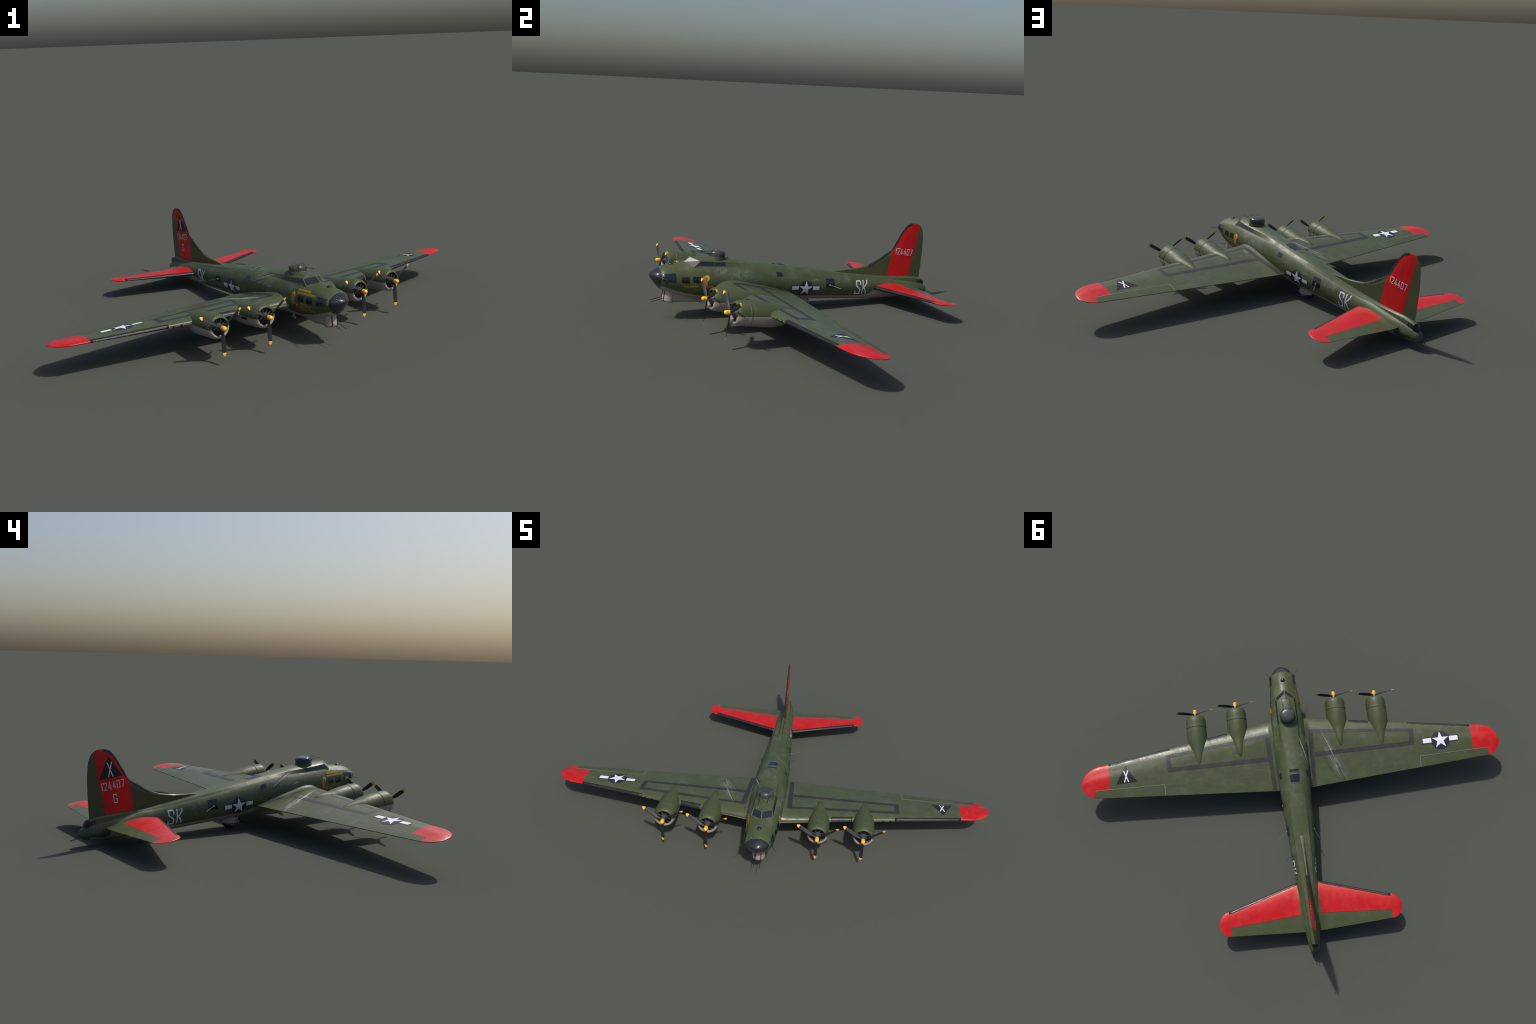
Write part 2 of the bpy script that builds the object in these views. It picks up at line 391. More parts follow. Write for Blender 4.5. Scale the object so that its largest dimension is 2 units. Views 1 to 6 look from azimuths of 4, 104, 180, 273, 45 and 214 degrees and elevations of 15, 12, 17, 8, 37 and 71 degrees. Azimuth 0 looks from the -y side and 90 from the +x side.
def quad_inset(p, m, off, mat, name):
    """flat pane inside the quad p (4 points), inset by m towards its centre, lifted by off"""
    p = [Vector(v) for v in p]; c = sum(p, Vector())/4
    n = (p[1]-p[0]).cross(p[3]-p[0]).normalized()
    if n.dot(c - Vector((0.43, 0, 0.28))) < 0: n = -n
    q = []
    for v in p:
        d = c - v; q.append(v + d.normalized()*m + n*off)
    base = [v - n*(off + 0.002) for v in q]
    Fc = [(0, 1, 2, 3)] + [(i, (i+1) % 4, (i+1) % 4 + 4, i+4) for i in range(4)]
    me = bpy.data.meshes.new(name); me.from_pydata([tuple(v) for v in q + base], [], Fc); fix_normals(me)
    return add_object(name, me, mat, smooth_angle=0)
def windscreen():
    for s in (1, -1):
        p = [CB, CT, side(LT, s), side(LB, s)]
        quad_inset(p, 0.0050, 0.0009, M_SCREEN, "windscreen_pane")
        # pale frame bars around each pane
        parts = []
        for a, b in ((0, 1), (1, 2), (2, 3), (3, 0)):
            if s < 0 and (a, b) == (0, 1): continue
            parts.append(rod(p[a], p[b], 0.0013, seg=8))
        v, f = join(parts); add_mesh("windscreen_frame", v, f, M_FRAME)
windscreen()

# glazed nose cone: domed above a faint chine, chisel-shaped below it
def build_nose():
    rings = []; nseg = 72; N = 28
    L = 0.6924 - 0.6408; zt0, zb0, w0, zc, z1 = 0.2828, 0.1720, 0.0620, 0.2468, 0.2360
    for i in range(N):
        s = ((i + 0.015)/(N - 1 + 0.015))**1.7
        g = s**0.58; h = s**0.70; gw = (1 - (1 - s)**1.7)**0.66
        zc_i = zc + (z1 - zc)*s
        top = zc + (zt0 - zc)*g; bot = zc - (zc - zb0)*h
        ring = []
        for k in range(nseg):
            a = 2*math.pi*k/nseg; cy = math.cos(a); sz = math.sin(a)
            if sz >= 0: y = w0*gw*cy; z = zc_i + (top - zc_i)*sz
            else: y = w0*gw*math.copysign(abs(cy)**1.28, cy); z = zc_i - (zc_i - bot)*abs(sz)**1.12
            ring.append(Vector((0.6924 - L*s, y, z)))
        rings.append(ring)
    V, Fc = loft(rings, True, True, False)
    me = bpy.data.meshes.new("nose_cone"); me.from_pydata([tuple(v) for v in V], [], Fc); fix_normals(me)
    return add_object("nose_cone", me, M_NOSE, smooth_angle=60), rings
nose, nose_rings = build_nose()
# frame ring behind the cone
ring = [fuselage_ring(0.6412)[i] for i in range(len(fuselage_ring(0.6412)))]
def tube(points, r, closed=True, seg=8):
    pts = [Vector(p) for p in points]; n = len(pts); rings = []
    for i, p in enumerate(pts):
        a = pts[(i+1) % n] if closed or i < n-1 else p; b = pts[i-1] if closed or i > 0 else p
        t = (a - b).normalized()
        u = t.orthogonal().normalized() if i == 0 else (pu - t*pu.dot(t)).normalized()
        pu = u; w = t.cross(u)
        rings.append([p + u*r*math.cos(2*math.pi*k/seg) + w*r*math.sin(2*math.pi*k/seg) for k in range(seg)])
    if closed: rings.append(rings[0])
    return loft(rings, True, not closed, not closed)
v, f = tube(ring[::2], 0.0016); add_mesh("nose_frame_ring", v, f, M_FRAME)

# ------------------------------------------------------------------ surface projection for markings
def bvh_of(*objs):
    V = []; P = []
    for o in objs:
        k = len(V); V += [v.co.copy() for v in o.data.vertices]; P += [[i + k for i in p.vertices] for p in o.data.polygons]
    return BVHTree.FromPolygons(V, P)
BODY = bvh_of(fuselage, canopy, nose)

def side_surface(s):
    """returns (x, z) -> point and normal on the port (s=1) or starboard side of the body"""
    def f(x, z):
        h = BODY.ray_cast(Vector((x, 0.4*s, z)), Vector((0, -s, 0)))
        if h[0] is None or h[0].y*s < 0.004:
            h = BODY.find_nearest(Vector((x, 0.06*s, z)))
        n = h[1]
        if n.y*s < 0: n = -n
        return h[0], n
    return f
def top_surface(x, y):
    h = BODY.ray_cast(Vector((x, y, 0.7)), Vector((0, 0, -1)))
    n = h[1]
    return h[0], (n if n.z > 0 else -n)

def marking(name, layers, surf, cell=0.006, parent=None, base=0.0005, step=0.00022):
    """layers: list of (polygon points in 2D, material). Each is cut into small cells and laid on the surface."""
    mats = []; V = []; Fc = []; MI = []
    for k, (poly, mat) in enumerate(layers):
        if mat not in mats: mats.append(mat)
        bm = bmesh.new()
        fc = bm.faces.new([bm.verts.new((p[0], p[1], 0)) for p in poly])
        bmesh.ops.triangulate(bm, faces=bm.faces[:])
        xs = [p[0] for p in poly]; ys = [p[1] for p in poly]
        for ax, lo, hi in ((0, min(xs), max(xs)), (1, min(ys), max(ys))):
            c = math.floor(lo/cell + 1)*cell
            while c < hi:
                no = (1, 0, 0) if ax == 0 else (0, 1, 0); co = (c, 0, 0) if ax == 0 else (0, c, 0)
                bmesh.ops.bisect_plane(bm, geom=bm.verts[:] + bm.edges[:] + bm.faces[:], plane_co=co, plane_no=no)
                c += cell
        bm.verts.index_update(); o = len(V)
        ref = None
        for vv in bm.verts:
            p, n = surf(vv.co.x, vv.co.y); V.append(p + n*(base + step*k)); ref = n
        for ff in bm.faces:
            ids = [vv.index + o for vv in ff.verts]
            nn = (V[ids[1]] - V[ids[0]]).cross(V[ids[2]] - V[ids[0]])
            if nn.dot(ref) < 0: ids.reverse()
            Fc.append(ids); MI.append(mats.index(mat))
        bm.free()
    return add_mesh(name, V, Fc, mats, parent, smooth_angle=60, mat_index=MI)

def disc(cx, cy, r, n=48, ry=None):
    ry = ry or r
    return [(cx + r*math.cos(2*math.pi*i/n), cy + ry*math.sin(2*math.pi*i/n)) for i in range(n)]
def star(cx, cy, R, rot, sx=1.0):
    out = []
    for i in range(10):
        r = R if i % 2 == 0 else R*0.382
        a = rot + math.pi*i/5
        out.append((cx + sx*r*math.cos(a), cy + r*math.sin(a)))
    return out
def turn(pts, c, a):
    ca, sa = math.cos(a), math.sin(a)
    return [(c[0] + (x-c[0])*ca - (y-c[1])*sa, c[1] + (x-c[0])*sa + (y-c[1])*ca) for x, y in pts]
def stroke(pts, w):
    """constant-width mitred polyline as one polygon"""
    P = [Vector((p[0], p[1])) for p in pts]; L = []; R = []
    for i, p in enumerate(P):
        d0 = (P[i] - P[i-1]).normalized() if i else None
        d1 = (P[i+1] - P[i]).normalized() if i < len(P)-1 else None
        d0 = d0 or d1; d1 = d1 or d0
        n0 = Vector((-d0.y, d0.x)); n1 = Vector((-d1.y, d1.x)); m = (n0 + n1)
        m = m.normalized() if m.length > 1e-6 else n0
        k = min(1.6, 1/max(0.3, m.dot(n0)))
        L.append(p + m*(w/2*k)); R.append(p - m*(w/2*k))
    return [tuple(q) for q in L + R[::-1]]

# block letters, unit cell 0..1 wide x 0..1 high
GLYPH = {
 '1': [[(0.55, 0.0), (0.55, 1.0)]],
 '2': [[(0.08, 0.80), (0.08, 0.95), (0.85, 0.95), (0.85, 0.62), (0.10, 0.05), (0.95, 0.05)]],
 '4': [[(0.95, 0.25), (0.08, 0.25), (0.62, 1.0)], [(0.70, 0.62), (0.70, 0.0)]],
 '0': [[(0.5, 0.05), (0.1, 0.05), (0.1, 0.95), (0.88, 0.95), (0.88, 0.05), (0.5, 0.05)]],
 '7': [[(0.05, 0.95), (0.92, 0.95), (0.40, 0.0)]],
 'G': [[(0.92, 0.72), (0.92, 0.95), (0.10, 0.95), (0.10, 0.05), (0.92, 0.05), (0.92, 0.48), (0.55, 0.48)]],
 'S': [[(0.90, 0.68), (0.90, 0.86), (0.74, 0.96), (0.10, 0.96), (0.10, 0.66), (0.90, 0.34), (0.90, 0.04), (0.06, 0.04), (0.06, 0.27)]],
 'K': [[(0.16, 1.0), (0.16, 0.0)], [(0.92, 1.0), (0.86, 0.80), (0.30, 0.46)], [(0.36, 0.48), (0.74, 0.25), (0.92, 0.0)]],
 'X': [[(0.08, 1.0), (0.92, 0.0)], [(0.92, 1.0), (0.08, 0.0)]],
}
def lettering(text, origin, right, up, w, h, gap, sw, mat):
    """origin: lower left corner; right/up: unit 2D vectors"""
    out = []; x = 0
    for ch in text:
        cw = w*0.45 if ch == '1' else w
        for line in GLYPH[ch]:
            pts = [(origin[0] + right[0]*(x + u*cw) + up[0]*v*h, origin[1] + right[1]*(x + u*cw) + up[1]*v*h) for u, v in line]
            out.append((stroke(pts, sw), mat))
        x += cw + gap
    return out

# ------------------------------------------------------------------ fuselage windows and markings
def body_mark(name, layers, s, **k): return marking(name, layers, side_surface(s), **k)
for s in (1, -1):
    body_mark("cockpit_side_window", [([(0.4290, 0.3115), (0.3625, 0.3063), (0.3655, 0.2860), (0.4555, 0.2897)], M_GLASS)], s, base=0.0012)
    body_mark("cockpit_side_window", [([(0.3560, 0.3050), (0.2965, 0.3005), (0.2985, 0.2805), (0.3622, 0.2848)], M_GLASS)], s, base=0.0012)
    sill = [stroke([(0.4555, 0.2885), (0.3650, 0.2850)], 0.0022), stroke([(0.3622, 0.2838), (0.2985, 0.2795)], 0.0022)]
    body_mark("window_sill", [(q, M_FRAME) for q in sill], s, base=0.0014)
    body_mark("nose_side_window", [([(0.6150, 0.2600), (0.5715, 0.2610), (0.5735, 0.2170), (0.6165, 0.2205)], M_GLASS)], s, base=0.0010)
    for x0 in (0.5415, 0.4824):
        body_mark("nose_side_window", [([(x0, 0.2418), (x0-0.0400, 0.2405), (x0-0.0395, 0.2093), (x0+0.0006, 0.2130)], M_DARKWIN)], s, base=0.0010)
    body_mark("radio_room_window", [([(0.0105, 0.2390), (-0.0230, 0.2335), (-0.0262, 0.2130), (0.0080, 0.2170)], M_GLASS)], s, base=0.0010)
    # waist gun opening: tinted upper light over a dark hatch
    body_mark("waist_window", [([(-0.2995, 0.1820), (-0.3525, 0.1775), (-0.3530, 0.1525), (-0.2990, 0.1560)], M_GLASS),
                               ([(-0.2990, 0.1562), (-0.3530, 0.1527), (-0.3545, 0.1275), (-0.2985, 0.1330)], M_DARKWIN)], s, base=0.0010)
    # national star
    c = (-0.1690, 0.1365); tilt = math.radians(5.0); R = 0.0445
    bar = lambda a, b, t, d: turn([(c[0]+a, c[1]+t), (c[0]+b, c[1]+t), (c[0]+b, c[1]+d), (c[0]+a, c[1]+d)], c, tilt)
    up = math.pi/2 + tilt
    layers = [(bar(-0.0905, 0.0905, 0.0170, -0.0105), M_BLUE), (disc(c[0], c[1], R), M_BLUE),
              (bar(-0.0870, -0.0450, 0.0140, -0.0070), M_GREYMARK), (bar(0.0450, 0.0870, 0.0140, -0.0070), M_GREYMARK),
              (star(c[0], c[1], R*0.97, up), M_GREYMARK)]
    body_mark("star_insignia", layers, s)
    # code letters read from left to right on either side
    if s > 0: layers = lettering("SK", (-0.494, 0.0765), (-1, -0.045), (-0.10, 1.0), 0.035, 0.0790, 0.0085, 0.0068, M_GREYMARK)
    else:     layers = lettering("SK", (-0.582, 0.0715), (1, 0.060), (0.02, 1.0), 0.035, 0.0740, 0.0100, 0.0068, M_GREYMARK)
    body_mark("code_letters", layers, s)

marking("roof_window", [([(0.0115, 0.0235), (0.0115, -0.0235), (0.0075, -0.0275), (-0.0040, -0.0280), (-0.0040, 0.0280), (0.0075, 0.0275)], M_GLASS)], top_surface, base=0.0010)
marking("roof_window", [([(-0.0185, 0.0290), (-0.0185, -0.0290), (-0.0580, -0.0255), (-0.0665, -0.0190), (-0.0665, 0.0190), (-0.0580, 0.0255)], M_GLASS)], top_surface, base=0.0010)
v, f = join([tube([top_surface(x, y)[0] + Vector((0, 0, 0.0008)) for y in np.linspace(-0.029, 0.029, 13)], 0.0013, False, 6) for x in (-0.0055, -0.0168, -0.0678)])
add_mesh("roof_window_frame", v, f, M_FRAME)

# ---- nose art
def figure(s):
    m = lambda pts: [((x), z) for x, z in pts]
    if s > 0:
        body = [(0.432, 0.236), (0.437, 0.205), (0.434, 0.180), (0.422, 0.160), (0.409, 0.160), (0.399, 0.183), (0.372, 0.192), (0.374, 0.184),
                (0.400, 0.172), (0.407, 0.200), (0.402, 0.232), (0.418, 0.226)]
        arm = [(0.437, 0.238), (0.430, 0.247), (0.424, 0.244), (0.427, 0.225), (0.436, 0.222)]
        hair = disc(0.4085, 0.2345, 0.0165, 28, 0.0155); face = disc(0.4135, 0.2305, 0.0072, 20, 0.0090)
        legs = [(0.424, 0.177), (0.410, 0.182), (0.385, 0.181), (0.404, 0.168), (0.409, 0.150), (0.416, 0.150)]
        return [(body, M_ORANGE), (arm, M_ORANGE), (hair, M_HAIR), (face, M_SKIN), (legs, M_ARTRED)]
    body = [(0.393, 0.246), (0.399, 0.250), (0.404, 0.240), (0.420, 0.232), (0.416, 0.205), (0.422, 0.190), (0.450, 0.198), (0.447, 0.188),
            (0.428, 0.170), (0.410, 0.170), (0.396, 0.188), (0.391, 0.215)]
    hair = disc(0.4130, 0.2400, 0.0125, 28, 0.0140); face = disc(0.4105, 0.2340, 0.0062, 20, 0.0100)
    legs = [(0.408, 0.186), (0.422, 0.189), (0.431, 0.178), (0.430, 0.163), (0.447, 0.140), (0.455, 0.132), (0.438, 0.142), (0.420, 0.165), (0.404, 0.177)]
    line = [(0.396, 0.204), (0.408, 0.205), (0.414, 0.198), (0.412, 0.2015), (0.400, 0.2015)]
    return [(body, M_ORANGE), (hair, M_HAIR), (face, M_SKIN), (legs, M_ARTRED), (line, M_ARTRED)]
def slim(layers, cx, cz, k):
    return [([(cx + (x - cx)*k, cz + (z - cz)*(0.5 + 0.5*k)) for x, z in poly], m) for poly, m in layers]
for s in (1, -1): body_mark("nose_art_figure", slim(figure(s), 0.415 if s > 0 else 0.412, 0.205, 0.86), s, cell=0.004)

def script_text(body, size, shear):
    cu = bpy.data.curves.new("t", 'FONT'); cu.body = body; cu.size = size; cu.shear = shear; cu.resolution_u = 3; cu.offset = 0.0
    ob = bpy.data.objects.new("t", cu); COL.objects.link(ob)
    dg = bpy.context.evaluated_depsgraph_get(); me = bpy.data.meshes.new_from_object(ob.evaluated_get(dg))
    polys = [[(me.vertices[i].co.x, me.vertices[i].co.y) for i in p.vertices] for p in me.polygons]
    bpy.data.objects.remove(ob); bpy.data.curves.remove(cu); bpy.data.meshes.remove(me)
    return polys
def place_text(polys, origin, right, up, mat):
    return [([(origin[0] + right[0]*u + up[0]*v, origin[1] + right[1]*u + up[1]*v) for u, v in p], mat) for p in polys]
for s in (1, -1):
    big = script_text("Midland", 0.0225, 0.45); small = script_text("Dimo", 0.0205, 0.45)
    if s > 0:
        L1 = place_text(big, (0.538, 0.1830), (-1.12, 0.04), (-0.10, 0.95), M_YELLOWMARK)
        L2 = place_text(small, (0.486, 0.1650), (-1.05, 0.06), (-0.10, 0.95), M_YELLOWMARK)
    else:
        L1 = place_text(big, (0.456, 0.1920), (1.10, 0.02), (0.10, 0.95), M_YELLOWMARK)
        L2 = place_text(small, (0.502, 0.1720), (1.15, 0.02), (0.10, 0.95), M_YELLOWMARK)
    body_mark("nose_name_lettering", L1 + L2, s, step=0.0, cell=0.004)
# mission tally rows and two small note lines, starboard only
row1 = []; row2 = []
for i in range(17):
    x = 0.436 + i*0.0050; z = 0.2615 + 0.0020*i/16
    row1.append(([(x-0.0010, z+0.0005), (x+0.0018, z+0.0005), (x+0.0022, z+0.0098), (x-0.0006, z+0.0098)], M_YELLOWMARK))
for i in range(25):
    x = 0.434 + i*0.0050; z = 0.2465 + 0.0045*i/24
    row2.append(([(x-0.0010, z+0.0005), (x+0.0017, z+0.0005), (x+0.0021, z+0.0100), (x-0.0006, z+0.0100)], M_YELLOWMARK))
body_mark("mission_tally", row1 + row2, -1, step=0.00005)
notes = []
for x0, z0, n in ((0.453, 0.1775, 7), (0.469, 0.1655, 7)):
    for i in range(n):
        x = x0 + i*0.0042
        notes.append(([(x, z0), (x+0.0028, z0), (x+0.0034, z0+0.0075), (x+0.0006, z0+0.0075)], M_YELLOWMARK))
body_mark("nose_name_lettering", notes, -1, step=0.00005)
# aiming pane outline on the glass
def nose_front(y, z):
    h = BODY.ray_cast(Vector((0.9, y, z)), Vector((-1, 0, 0))); n = h[1]
    return h[0], (n if n.x > 0 else -n)
out = [(-0.0115, 0.2290), (0.0115, 0.2290), (0.0075, 0.2080), (0.0, 0.2010), (-0.0075, 0.2080), (-0.0115, 0.2290)]
marking("bomb_aimer_pane", [(stroke(out, 0.0014), M_FRAME)], nose_front, cell=0.003)

# ------------------------------------------------------------------ lifting surfaces
def foil(x, t):
    """half thickness of a symmetric section at chord fraction x"""
    y = 5*t*(0.2969*math.sqrt(max(x, 0)) - 0.1260*x - 0.3516*x*x + 0.2843*x**3 - 0.1036*x**4)
    return y * (1 - 0.14*smooth(0.28, 0.75, x))
aft_loss = pchip([0.0, 0.13, 0.30, 0.55, 0.75, 1.0, 1.15, 1.3], [0.18, 0.18, 0.11, 0.05, -0.03, -0.26, -0.46, -0.46])

def wing_le(l):
    if l < 1.13: return 0.3825 - 0.1615*l
    return 0.09 + 0.110*math.sqrt(max(0, 1 - ((l - 1.13)/0.1345)**2))
def wing_te(l):
    if l < 1.16: return -0.0715 + 0.0665*l
    return 0.09 - 0.0851*math.sqrt(max(0, 1 - ((l - 1.16)/0.1045)**2))
def wing_mean(f, l):
    le = 0.3825 - 0.1615*l; te = -0.0715 + 0.0665*l
    zle = 0.1725 + 0.0040*l; zte = 0.1275 + 0.0220*l
    return zte + (zle - zte)*(f - te)/(le - te)
def wing_half(f, l):
    le, te = wing_le(l), wing_te(l); c = max(1e-5, le - te)
    x = min(1, max(0, (le - f)/c))
    return c*foil(x, 0.203 - 0.076*l)
def root_fillet(f, l):
    """flare of the upper skin where the wing meets the body"""
    u = smooth(0.140, 0.092, l); x = (wing_le(l) - f)/(wing_le(l) - wing_te(l))
    return 0.010*u*u*smooth(0.0, 0.15, x)*(1 - smooth(0.5, 0.95, x))
def wing_top(f, l):
    a = abs(l); x = (wing_le(a) - f)/max(1e-5, wing_le(a) - wing_te(a))
    return wing_mean(f, a) + wing_half(f, a)*(1 - aft_loss(a)*smooth(0.20, 0.5, x)) + root_fillet(f, a)
def wing_bot(f, l):
    a = abs(l); x = (wing_le(a) - f)/max(1e-5, wing_le(a) - wing_te(a))
    return wing_mean(f, a) - wing_half(f, a)*0.85 - (0.0028 + 0.0022*smooth(0.6, 0.15, a))*smooth(0.7, 1.0, x)
def wing_surface(s):
    def g(f, l):
        l = abs(l); e = 1e-3; z = wing_top(f, l)
        dx = (wing_top(f + e, l) - wing_top(f - e, l))/(2*e); dy = (wing_top(f, l + e) - wing_top(f, l - e))/(2*e)
        dx = max(-1.5, min(1.5, dx)); dy = max(-0.5, min(0.5, dy))
        return Vector((f, l*s, z)), Vector((-dx, -dy*s, 1)).normalized()
    return g

def blade_surface(le, te, hinge, top, bot, spans, x0, x1, nx, s, blunt=0.0):
    """closed strip of a lifting surface between chord stations x0(l)..x1(l); returns verts, faces, lower flags"""
    rows = []
    for l in spans:
        a, b = x0(l), x1(l); full_le = abs(a - le(l)) < 1e-7; full_te = abs(b - te(l)) < 1e-7
        U = []
        for i in range(nx + 1):
            t = i/nx
            if full_le and full_te: t = 0.5*(1 - math.cos(math.pi*t))
            elif full_le: t = 1 - math.cos(math.pi/2*t)
            U.append(a + (b - a)*t)
        up = [Vector((f, l*s, top(f, l))) for f in U]
        lo = [Vector((f, l*s, bot(f, l) - (blunt if not (full_le and f == U[0]) else 0))) for f in U[::-1]]
        if full_le: lo = lo[:-1]
        rows.append(up + lo)
    n = len(rows[0]); V, Fc = loft(rows, True, True, True)
    flags = []
    for i in range(len(rows) - 1):
        for j in range(n): flags.append(1 if j > nx else 0)
    flags += [0, 0]
    return V, Fc, flags, n

def wing_spans(lo, hi, n): return [lo + (hi - lo)*i/n for i in range(n + 1)]
tip_spans = [1.1301 + 0.1343*math.sin(math.pi/2*i/26) for i in range(27)]
AIL_IN, AIL_OUT, HINGE = 0.7740, 1.1865, 0.778
def ail_hinge(l): return wing_le(l) + (wing_te(l) - wing_le(l))*HINGE if l < 1.16 else (wing_le(1.16) + (wing_te(1.16) - wing_le(1.16))*HINGE)

def add_lifting(name, data, mats, smooth_angle=50):
    V, Fc, flags, n = data
    ob_me = bpy.data.meshes.new(name); ob_me.from_pydata([tuple(v) for v in V], [], Fc)
    ob = add_object(name, ob_me, mats, smooth_angle=0, mat_index=flags)
    bm = bmesh.new(); bm.from_mesh(ob_me)
    bmesh.ops.remove_doubles(bm, verts=bm.verts, dist=2e-6)
    bmesh.ops.recalc_face_normals(bm, faces=bm.faces); bm.to_mesh(ob_me); bm.free()
    ob_me.polygons.foreach_set("use_smooth", [True]*len(ob_me.polygons)); ob_me.set_sharp_from_angle(angle=math.radians(smooth_angle))
    return ob

def top_a(f, l): return wing_top(f, l)
def bot_a(f, l): return wing_bot(f, l) - 0.0002
for s in (1, -1):
    spans = sorted(set([0.05, 0.07] + wing_spans(0.085, 0.15, 16) + wing_spans(0.16, AIL_IN, 60) + wing_spans(AIL_IN, 1.13, 44) + [1.0985] + tip_spans + [AIL_OUT]))
    gap = 0.0012
    cut = lambda l: (ail_hinge(l) + gap) if AIL_IN <= l <= AIL_OUT else wing_te(l)
    # main wing: whole chord inboard and at the tip, cut at the aileron hinge between
    inner = [l for l in spans if l <= AIL_IN + 1e-9]; mid = [l for l in spans if AIL_IN - 1e-9 <= l <= AIL_OUT + 1e-9]; outer = [l for l in spans if l >= AIL_OUT - 1e-9]
    parts = [blade_surface(wing_le, wing_te, None, top_a, bot_a, inner, wing_le, wing_te, 44, s),
             blade_surface(wing_le, wing_te, None, top_a, bot_a, mid, wing_le, lambda l: ail_hinge(l) + gap, 44, s),
             blade_surface(wing_le, wing_te, None, top_a, bot_a, outer, wing_le, wing_te, 44, s)]
    V = []; Fc = []; FL = []
    for p in parts:
        o = len(V); V += p[0]; Fc += [tuple(i + o for i in q) for q in p[1]]; FL += p[2]
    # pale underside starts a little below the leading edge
    flags = []
    for q, fl in zip(Fc, FL):
        if fl:
            c = sum((V[i] for i in q), Vector())/len(q); l = abs(c.y)
            if l > 1.0985: fl = 0
        flags.append(fl)
    wing = add_lifting("wing", (V, Fc, flags, 0), [M_WING, M_PALE])
    mid2 = [l for l in mid if AIL_IN + 0.0012 <= l <= AIL_OUT - 0.0008]
    mid2 = [AIL_IN + 0.0012] + mid2 + [AIL_OUT - 0.0008]
    mid2 = sorted(set(mid2))
    d = blade_surface(wing_le, wing_te, None, lambda f, l: wing_top(f, l) + 0.0002, bot_a, mid2, ail_hinge, wing_te, 14, s)
    add_lifting("aileron", d, [M_AIL, M_PALE])
    # de-icer boots hug the leading edge
    def boot(l0, l1, wdt, name):
        rows = []
        for l in wing_spans(l0, l1, 24):
            le = wing_le(l); up = []; lo = []
            for i in range(9):
                t = (i/8)**2; f = le - wdt*t
                up.append(Vector((f, l*s, wing_top(f, l) + 0.0008)))
                lo.append(Vector((f, l*s, wing_bot(f, l) - 0.0008)))
            nose_pt = Vector((le + 0.0009, l*s, wing_mean(le, l)))
            rows.append(up[::-1] + [nose_pt] + lo)
        vv, ff = loft(rows, False)
        me = bpy.data.meshes.new(name); me.from_pydata([tuple(p) for p in vv], [], ff); fix_normals(me)
        ob = add_object(name, me, M_BOOT, smooth_angle=60)
        md = ob.modifiers.new("thick", 'SOLIDIFY'); md.thickness = 0.0014; md.offset = -1
    boot(0.7275, 1.0985, 0.0135, "deicer_boot")
    boot(0.3735, 0.4890, 0.0200, "deicer_boot")
    # landing-light slots in the leading edge
    for l0 in (0.660, 0.700):
        rows = []
        for l in wing_spans(l0, l0 + 0.010, 3):
            le = wing_le(l)
            rows.append([Vector((le + 0.0012, l*s, wing_mean(le, l) + 0.001))] + [Vector((le - d + 0.0006, l*s, wing_bot(le - d, l) - 0.0010)) for d in (0.0002, 0.0008, 0.002, 0.004, 0.006, 0.009)])
        vv, ff = loft(rows, False); add_mesh("leading_edge_slot", vv, ff, M_DARKWIN)
    ws = wing_surface(s)
    A, B, C, D = (0.279, 0.119), (0.2176, 0.7533), (0.1985, 0.7255), (0.2565, 0.1455)
    Q = [[A, B, C, D], [B, (0.1148, 0.7475), (0.1390, 0.7210), C], [(0.1390, 0.7210), (0.1148, 0.7475), (0.1115, 0.1385), (0.1385, 0.1400)],
         [A, D, (-0.0590, 0.1306), (-0.0610, 0.1075)]]
    marking("walkway_stripe", [(q, M_WALK) for q in Q], ws, cell=0.012, step=0.0)
    # worn paint along the aileron gap
    h = lambda l: ail_hinge(l) + 0.0026
    lines = [stroke([(h(l), l) for l in wing_spans(AIL_IN, 1.186, 8)], 0.0018), stroke([(h(AIL_IN) + 0.001, AIL_IN - 0.0012), (wing_te(AIL_IN) + 0.002, AIL_IN - 0.0012)], 0.0022)]
    marking("worn_edge", [(q, M_EDGE) for q in lines], ws, cell=0.012)

# starboard star on the wing
ws = wing_surface(-1)
c = (0.1262, 0.9080); R = 0.0562
box = lambda a, b, t, d: [(c[0]+t, c[1]+a), (c[0]+t, c[1]+b), (c[0]+d, c[1]+b), (c[0]+d, c[1]+a)]
marking("star_insignia", [(box(-0.1120, 0.1120, 0.0225, -0.0155), M_BLUE), (disc(c[0], c[1], R), M_BLUE),
        (box(-0.1065, -0.0545, 0.0175, -0.0105), M_WHITE), (box(0.0545, 0.1065, 0.0175, -0.0105), M_WHITE), (star(c[0], c[1], R*0.93, 0), M_WHITE)], ws)
# port triangle with letter
ws = wing_surface(1)
tri = [(0.1855, 0.9985), (0.0745, 1.0580), (0.0790, 0.9350)]
xs = lettering("X", (0.0830, 1.0120), (0, -1), (1, 0), 0.0300, 0.0690, 0, 0.0062, M_WHITE)
marking("squadron_triangle", [(tri, M_BLACKMARK)] + xs, ws)

